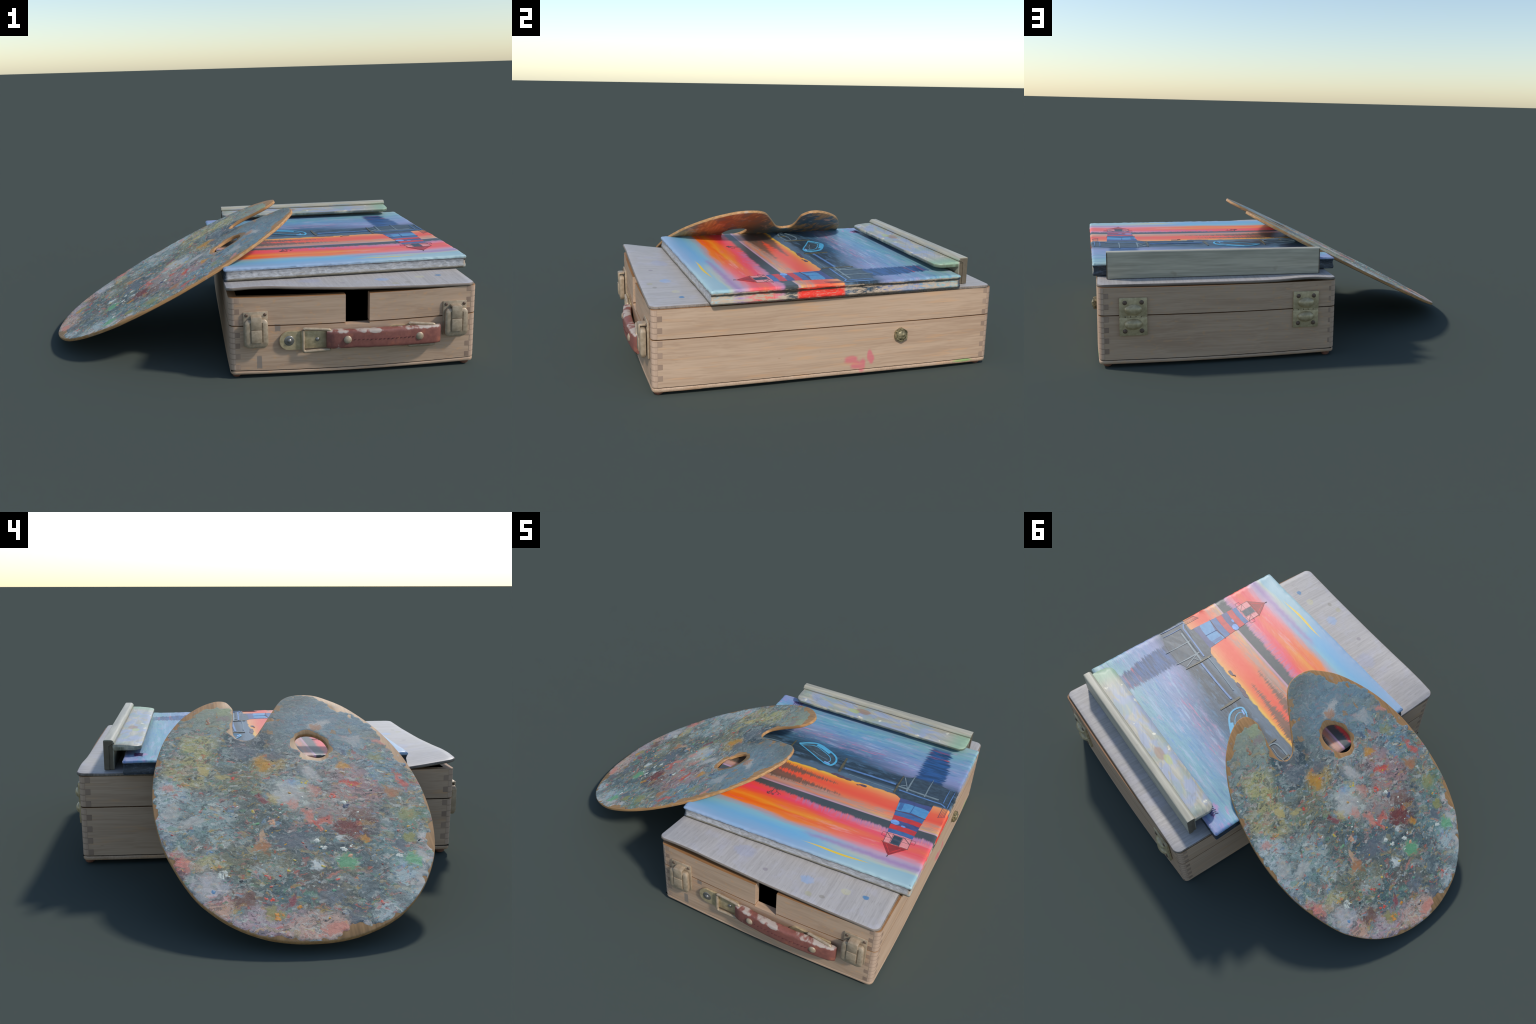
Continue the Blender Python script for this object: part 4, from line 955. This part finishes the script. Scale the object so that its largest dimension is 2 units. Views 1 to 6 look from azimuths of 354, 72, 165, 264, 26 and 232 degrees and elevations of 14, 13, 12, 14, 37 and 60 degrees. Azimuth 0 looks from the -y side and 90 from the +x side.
# single dabs by pigment: (along, across, half length, half width, turn); the broad ones are flat daubs in the crust
BROAD = 0.024
PIGMENTS = dict(ochre=(176, 128, 52), yellow=(196, 176, 54), salmon=(184, 124, 116), sky_blue=(104, 146, 190), pearl=(164, 166, 172), scarlet=(200, 78, 68), straw=(170, 158, 110), crimson=(112, 56, 60), maroon=(136, 62, 74), sage=(148, 160, 130), mauve=(140, 122, 132), mint_grey=(106, 146, 164), terracotta=(156, 110, 80), navy=(68, 80, 112), olive=(130, 132, 88), umber=(108, 82, 78), chalk=(202, 206, 208), orange=(206, 134, 52), leaf_green=(96, 158, 120), peach=(194, 154, 130), slate=(90, 100, 114))
DABS = {
    'ochre': [(-0.219, 0.073, 0.04, 0.035, 0), (-0.25, 0.055, 0.022, 0.03, 0.5), (-0.264, -0.257, 0.028, 0.034, 0)],
    'yellow': [(-0.358, -0.088, 0.014, 0.018, 0), (-0.381, -0.264, 0.009, 0.01, 0), (-0.513, 0.129, 0.014, 0.008, 0.4)],
    'salmon': [(-0.395, -0.106, 0.036, 0.026, 0.2), (-0.469, -0.02, 0.026, 0.028, 0), (-0.116, -0.437, 0.012, 0.03, -0.4), (-0.547, -0.079, 0.042, 0.026, 0.2), (-0.371, 0.451, 0.02, 0.026, 0), (-0.767, 0.385, 0.03, 0.02, 0.4), (-1.063, -0.091, 0.022, 0.04, 0), (-0.617, -0.11, 0.014, 0.01, 0), (-0.833, -0.122, 0.008, 0.03, 0.7)],
    'sky_blue': [(-0.358, -0.031, 0.026, 0.03, 0), (-0.892, 0.294, 0.01, 0.014, 0), (-0.711, 0.292, 0.006, 0.008, 0)],
    'pearl': [(-0.5, 0.43, 0.05, 0.035, 0), (-0.56, 0.36, 0.03, 0.05, 0.3), (-0.88, -0.42, 0.07, 0.025, -0.4), (0.02, -0.2, 0.03, 0.06, 0.4), (-0.1, -0.33, 0.03, 0.05, -0.4), (-0.408, -0.016, 0.055, 0.05, 0.3), (-0.43, 0.02, 0.04, 0.03, 0), (-0.301, -0.12, 0.045, 0.026, 0.5), (-0.858, 0.309, 0.055, 0.045, 0.3), (-1.048, -0.194, 0.018, 0.014, 0), (-0.77, -0.45, 0.04, 0.02, 0)],
    'scarlet': [(-0.322, 0.19, 0.011, 0.012, 0), (-0.358, -0.469, 0.052, 0.018, 0.25), (-0.365, -0.268, 0.018, 0.034, -0.3), (-0.437, -0.18, 0.02, 0.016, 0), (-0.572, -0.128, 0.018, 0.034, 0.6), (-0.59, -0.105, 0.03, 0.008, 0.2), (-0.836, 0.104, 0.014, 0.015, 0), (-0.833, 0.06, 0.006, 0.01, 0), (-0.932, 0.11, 0.016, 0.018, 0), (-0.853, -0.135, 0.007, 0.02, 0.6), (-0.965, -0.262, 0.012, 0.006, 0.2)],
    'straw': [(-0.444, 0.058, 0.028, 0.022, 0), (-0.31, 0.23, 0.02, 0.03, 0), (-0.27, 0.3, 0.03, 0.02, 0.5)],
    'crimson': [(-0.423, 0.101, 0.014, 0.014, 0), (-0.613, -0.213, 0.04, 0.055, 0)],
    'maroon': [(-0.45, 0.094, 0.024, 0.018, 0.7), (-0.944, 0.033, 0.02, 0.026, 0.4)],
    'sage': [(0.123, 0.203, 0.024, 0.034, 0.3)],
    'mauve': [(0.073, 0.206, 0.022, 0.03, 0), (-0.307, -0.321, 0.024, 0.03, 0)],
    'mint_grey': [(0.035, 0.2, 0.009, 0.024, 0.2)],
    'terracotta': [(0.05, 0.274, 0.02, 0.014, 0), (-0.005, -0.179, 0.03, 0.026, 0), (-0.413, -0.418, 0.028, 0.034, 0), (-0.691, 0.115, 0.032, 0.032, 0)],
    'navy': [(-0.173, -0.266, 0.032, 0.012, 0.1), (-0.495, -0.226, 0.016, 0.016, 0), (-0.665, 0.354, 0.008, 0.008, 0)],
    'olive': [(-0.212, -0.405, 0.03, 0.034, 0), (-0.551, -0.446, 0.032, 0.04, 0), (-0.99, 0.1, 0.024, 0.028, 0), (-0.666, -0.421, 0.024, 0.024, 0)],
    'umber': [(-0.544, -0.267, 0.04, 0.04, 0.4), (-0.437, -0.367, 0.02, 0.018, 0), (-0.937, 0.185, 0.036, 0.03, 0)],
    'chalk': [(-0.474, -0.221, 0.014, 0.016, 0), (-0.818, 0.258, 0.022, 0.022, 0), (-0.79, -0.065, 0.026, 0.024, 0.2), (-0.673, -0.086, 0.012, 0.012, 0), (-0.707, -0.102, 0.01, 0.016, 0), (-0.719, -0.174, 0.014, 0.018, 0.3), (-0.705, -0.207, 0.016, 0.007, 0.2), (-0.758, -0.368, 0.012, 0.016, 0), (-0.659, -0.182, 0.01, 0.024, 0.2)],
    'orange': [(-0.669, -0.255, 0.03, 0.018, 0.3), (-0.359, 0.372, 0.007, 0.012, 0), (-0.973, 0.013, 0.01, 0.014, 0), (-1.007, 0.089, 0.018, 0.02, 0)],
    'leaf_green': [(-0.577, 0.125, 0.008, 0.018, 0.2), (-0.776, -0.182, 0.036, 0.034, 0), (-0.779, -0.406, 0.04, 0.03, 0)],
    'peach': [(-0.57, 0.066, 0.022, 0.02, 0), (-0.638, 0.106, 0.042, 0.012, -0.35), (-0.75, -0.193, 0.011, 0.012, 0)],
    'slate': [(-0.085, 0.118, 0.03, 0.055, 0), (-0.15, 0.135, 0.045, 0.05, 0), (-0.19, 0.02, 0.03, 0.04, 0.3), (-0.66, 0.0, 0.035, 0.08, 0.2), (-0.7, -0.03, 0.02, 0.06, 0), (-0.93, -0.1, 0.04, 0.06, 0.4), (-1.02, -0.162, 0.034, 0.03, 0), (-0.706, -0.387, 0.026, 0.03, 0)],
}

def crusted_paint():
    """Scraped and re-mixed oil paint: ragged patches, smears, curdled threads and small bright flecks."""
    g = Graph('crusted_oil_paint'); x, y, z = g.coords()
    w1 = g.noise(g.pos, 6.0, 2, 0.5, col=True); w2 = g.noise(g.pos, 22.0, 3, 0.65, 0.5, col=True)
    bend = g.vadd(g.vadd(g.pos, w1, 0.09), w2, 0.055)
    centred = g.vadd(bend, g.vec(-1.0, -1.0, 0.0), 0.0725); bx, by, _ = g.sep(centred)
    S = lambda r, gr, b: hue(r * 0.945, gr * 0.965, b * 0.965, 'slope')
    c = S(104, 116, 122)
    for a, b_, ra, rb, col in ZONES:
        col = [max(20, 112 + (v - 112) * 1.18) for v in col]
        here = centred if not isinstance(c, Val) else g.vadd(centred, c, 1e-6)      # keeps the layers in order
        c = g.mix(g.step(g.oval(here, a, b_, ra, rb), 1.1, 0.55) * 0.92, c, S(*col))
    smooth_part = g.mx(g.step(x, -0.2, 0.0) * g.step(y, 0.12, 0.0), g.step(x, -0.06, 0.1))    # broad smears near the thumb hole
    busy = 1.0 - smooth_part * 0.7
    # brushy tone variation: stretched strokes that lighten and darken
    st = g.noise(g.vec(bx * 26.0 + by * 7.0, by * 13.0 - bx * 4.0, 0.0), 1.0, 5, 0.68, 1.2)
    c = g.mix(g.step(st, 0.55, 0.75) * 0.45, c, S(152, 164, 170)); c = g.mix(g.step(st, 0.46, 0.28) * 0.6, c, S(56, 68, 76))
    # patches of half-mixed colour
    lo = [(0.0, S(70, 84, 94)), (0.14, S(112, 130, 140)), (0.3, S(140, 132, 100)), (0.4, S(88, 110, 112)), (0.52, S(150, 128, 128)), (0.62, S(156, 164, 168)), (0.74, S(104, 88, 82)), (0.84, S(76, 108, 118)), (0.94, S(160, 130, 80))]
    hi = [(0.0, S(52, 62, 72)), (0.2, S(170, 176, 180)), (0.36, S(96, 134, 140)), (0.48, S(170, 140, 70)), (0.58, S(164, 108, 102)), (0.68, S(60, 72, 82)), (0.8, S(92, 136, 116)), (0.88, S(182, 84, 72)), (0.93, S(98, 132, 172)), (0.97, S(196, 200, 200))]
    for sc, f0, k, ramp in ((15.0, 0.66, 0.45, lo), (36.0, 0.6, 0.5, lo), (70.0, 0.62, 0.5, hi), (120.0, 0.7, 0.5, hi)):
        cell = g.cells(g.vadd(g.vec(bx * 1.25, by * 0.8, 0.0), g.noise(g.pos, sc * 1.6, 3, 0.65, col=True), 1.3 / sc), sc)
        r, gg, _ = g.sep(cell)
        c = g.mix(g.step(gg, f0, f0 + 0.2) * busy * k, c, g.ramp(r, ramp, 'CONSTANT'))
    fine = g.noise(g.vadd(g.vec(x * 1.3, y * 0.8, 0.0), w2, 0.06), 78.0, 4, 0.74, 1.3)
    c = g.mix(g.step(fine, 0.57, 0.66) * busy * 0.55, c, S(168, 178, 184)); c = g.mix(g.step(fine, 0.44, 0.34) * busy * 0.7, c, S(42, 52, 60))
    # broad single-colour daubs
    daub = g.vadd(g.vadd(g.vadd(g.pos, w1, 0.04), w2, 0.07), g.vec(-1.0, -1.0, 0.0), 0.055)
    fray = (fine - 0.5) * 1.5 + (st - 0.5) * 1.3
    for name, spots in DABS.items():
        for k, (a, b_, la, lb, turn) in enumerate(spots):
            if max(la, lb) < BROAD: continue
            d = g.oval(g.vadd(daub, c, 1e-6), a, b_, la * 1.05, lb * 1.05, turn)
            c = g.mix(g.step(d + fray * 1.3, 1.2, 0.55) * (0.58 + 0.09 * (k % 4)), c, S(*PIGMENTS[name]))
    # bare wood scraped through in the thin part
    c = g.mix(g.step(g.noise(bend, 15.0, 3, 0.6, 0.4), 0.63, 0.67) * smooth_part * 0.8, c, S(146, 116, 84))
    return g.finish(c, 0.62, 0.22, bump=fine * 0.6 + st * 0.4, depth=0.0045, strength=0.55)
M['crust'] = crusted_paint()

# paint layer: a thin crust whose height sinks under the bare wood along a ragged border
vv, ff, _ = fill([inset(rim, 0.0022), inset(hole, -0.004)], 0.0058)
px, py = vv[:, 0], vv[:, 1]
d_rim, d_hole = distance(px, py, rim[::2]), distance(px, py, hole)
H = np.zeros(len(vv))
for i, (a, c) in enumerate(zip(px, py)):
    q = Vector((a, c, 0.0))
    border = 0.006 + 0.022 * noise.noise(q * 9) + 0.026 * noise.noise(q * 26 + Vector((3, 1, 2))) + 0.010 * noise.noise(q * 60)
    # wider bare strips: upper right rim, both horn tips, a strip low on the right, one at the bottom
    border += 0.050 * math.exp(-((a - 0.16) / 0.12) ** 2 - ((c + 0.33) / 0.13) ** 2) + 0.045 * math.exp(-((a + 0.12) / 0.14) ** 2 - ((c + 0.5) / 0.06) ** 2)
    border += 0.05 * math.exp(-((a - 0.19) / 0.07) ** 2 - ((c - 0.22) / 0.09) ** 2) + 0.04 * math.exp(-((a + 0.68) / 0.06) ** 2 - ((c + 0.52) / 0.05) ** 2)
    border += 0.04 * math.exp(-((a + 1.06) / 0.05) ** 2 - ((c + 0.17) / 0.06) ** 2) + 0.03 * math.exp(-((a - 0.1) / 0.1) ** 2 - ((c - 0.34) / 0.05) ** 2) - 0.012
    border = max(border, -0.004)
    e = min(d_rim[i] - border, d_hole[i] - 0.012 - 0.022 * noise.noise(q * 22 + Vector((5, 5, 5))))
    thick = 0.0012 + 0.0022 * ease((0.0 - a) / 0.3)
    w = Vector((noise.noise(q * 14), noise.noise(q * 14 + Vector((7, 0, 0))), 0)) * 0.05
    lump = abs(noise.noise((q + w) * 34)) * 0.6 + abs(noise.noise((q + w) * 75 + Vector((0, 4, 0)))) * 0.4 + 0.5 * noise.noise(q * 12)
    H[i] = (-0.0012 + (thick * (0.35 + 0.9 * lump) + 0.0014) * ease(e / 0.012)) if e > 0 else -0.0012
keep = [t for t in ff if max(H[list(t)]) > -0.0011]
me = bpy.data.meshes.new('paint_layer')
me.from_pydata([(a, c, h) for a, c, h in zip(px, py, H)], [], keep); me.update()
bm = bmesh.new(); bm.from_mesh(me)
bmesh.ops.delete(bm, geom=[v for v in bm.verts if not v.link_faces], context='VERTS')
bmesh.ops.recalc_face_normals(bm, faces=bm.faces); bm.faces.ensure_lookup_table()
if sum(f.normal.z for f in bm.faces) < 0: bmesh.ops.reverse_faces(bm, faces=bm.faces)
bm.to_mesh(me); bm.free(); smooth(me, 80)
layer = link('paint_layer', me, (M['crust'],), board_ob)

rng = random.Random(11)
dab_mats = {}
def dab_material(col):
    key = tuple(int(round(v / 24.0)) for v in col)
    if key not in dab_mats:
        g = Graph('paint_dab_pigment'); g.coords()
        f = g.noise(g.pos, 45.0, 4, 0.65, 0.8); f2 = g.noise(g.pos, 90.0, 3, 0.7, 1.0)
        a = hue(*(v * 0.92 for v in col), 'slope')
        c = g.mix(g.step(f, 0.46, 0.66) * 0.8, a, hue(118, 128, 132, 'slope'))
        c = g.mix(g.step(f2, 0.46, 0.34) * 0.55, c, hue(64, 74, 82, 'slope'))
        dab_mats[key] = g.finish(c, 0.58, 0.25, bump=f2, depth=0.003, strength=0.4)
    return dab_mats[key]

grid = {}
for i in range(len(vv)): grid.setdefault((int(px[i] // 0.0065), int(py[i] // 0.0065)), i)
def surface(a, c):
    """height of the crust near a point"""
    k = (int(a // 0.0065), int(c // 0.0065))
    for i, j in ((0, 0), (1, 0), (-1, 0), (0, 1), (0, -1)):
        q = grid.get((k[0] + i, k[1] + j))
        if q is not None: return max(H[q], 0.0)
    return 0.0

def dab_mesh(name, items):
    bm = bmesh.new()
    for a, c, la, lb, turn, seed in items:
        U, R = 36, 8; ct, st = math.cos(turn), math.sin(turn); rings = []
        for j in range(R + 1):
            s = j / R; ring = []
            for i in range(U if j < R else 1):
                t = 2 * math.pi * i / U
                q = Vector((math.cos(t) * 1.6 + seed, math.sin(t) * 1.6, seed * 0.7))
                rad = (1.05 + 0.45 * noise.noise(q) + 0.2 * noise.noise(q * 3.1) + 0.16 * noise.noise(q * 7.0)) * (1 - s)
                u, w = la * rad * math.cos(t), lb * rad * math.sin(t)
                xx, yy = a + u * ct - w * st, c + u * st + w * ct
                h = surface(xx, yy) - 0.0012 + 0.0017 * math.sqrt(s * (2 - s)) + 0.0016 * noise.noise(Vector((xx * 75, yy * 75, seed))) * (s > 0)
                ring.append(bm.verts.new((xx, yy, max(h, -0.001))))
            rings.append(ring)
        for A, B in zip(rings, rings[1:]):
            for i in range(U):
                k = (i + 1) % U; bm.faces.new((A[i], A[k], B[0]) if len(B) == 1 else (A[i], A[k], B[k], B[i]))
    bmesh.ops.recalc_face_normals(bm, faces=bm.faces)
    if sum(f.normal.z for f in bm.faces) < 0: bmesh.ops.reverse_faces(bm, faces=bm.faces)
    return to_mesh(bm, name, 80)
seed = 0.0
for pigment, spots in DABS.items():
    for a, c, la, lb, turn in spots:
        seed += 3.7
        if max(la, lb) >= BROAD: continue
        link('paint_dab', dab_mesh('paint_dab', [(a, c, la, lb, turn, seed)]), (dab_material(PIGMENTS[pigment]),), board_ob)

SPECKS = [(206, 210, 210), (206, 84, 68), (204, 150, 56), (92, 150, 130), (92, 142, 186), (50, 60, 70), (186, 128, 122), (196, 180, 80)]
share = [0.22, 0.13, 0.12, 0.1, 0.1, 0.17, 0.1, 0.06]
sets = [[] for _ in SPECKS]
for n in range(170):
    a, c = rng.gauss(-0.6, 0.27), rng.gauss(-0.02, 0.24)
    P = np.array([a]), np.array([c])
    if a > -0.12 or not inside(*P, rim)[0] or distance(*P, rim[::4])[0] < 0.04: continue
    r = rng.uniform(0.002, 0.006); k = rng.choices(range(len(SPECKS)), share)[0]
    sets[k].append((a, c, r * rng.uniform(0.5, 1.1), r * rng.uniform(0.9, 1.9), rng.uniform(-0.8, 0.8), rng.uniform(0, 90)))
for col, items in zip(SPECKS, sets):
    if items:
        ob = link('paint_speck', dab_mesh('paint_speck', items), (dab_material(col),), board_ob); ob['kind'] = 'stuff'
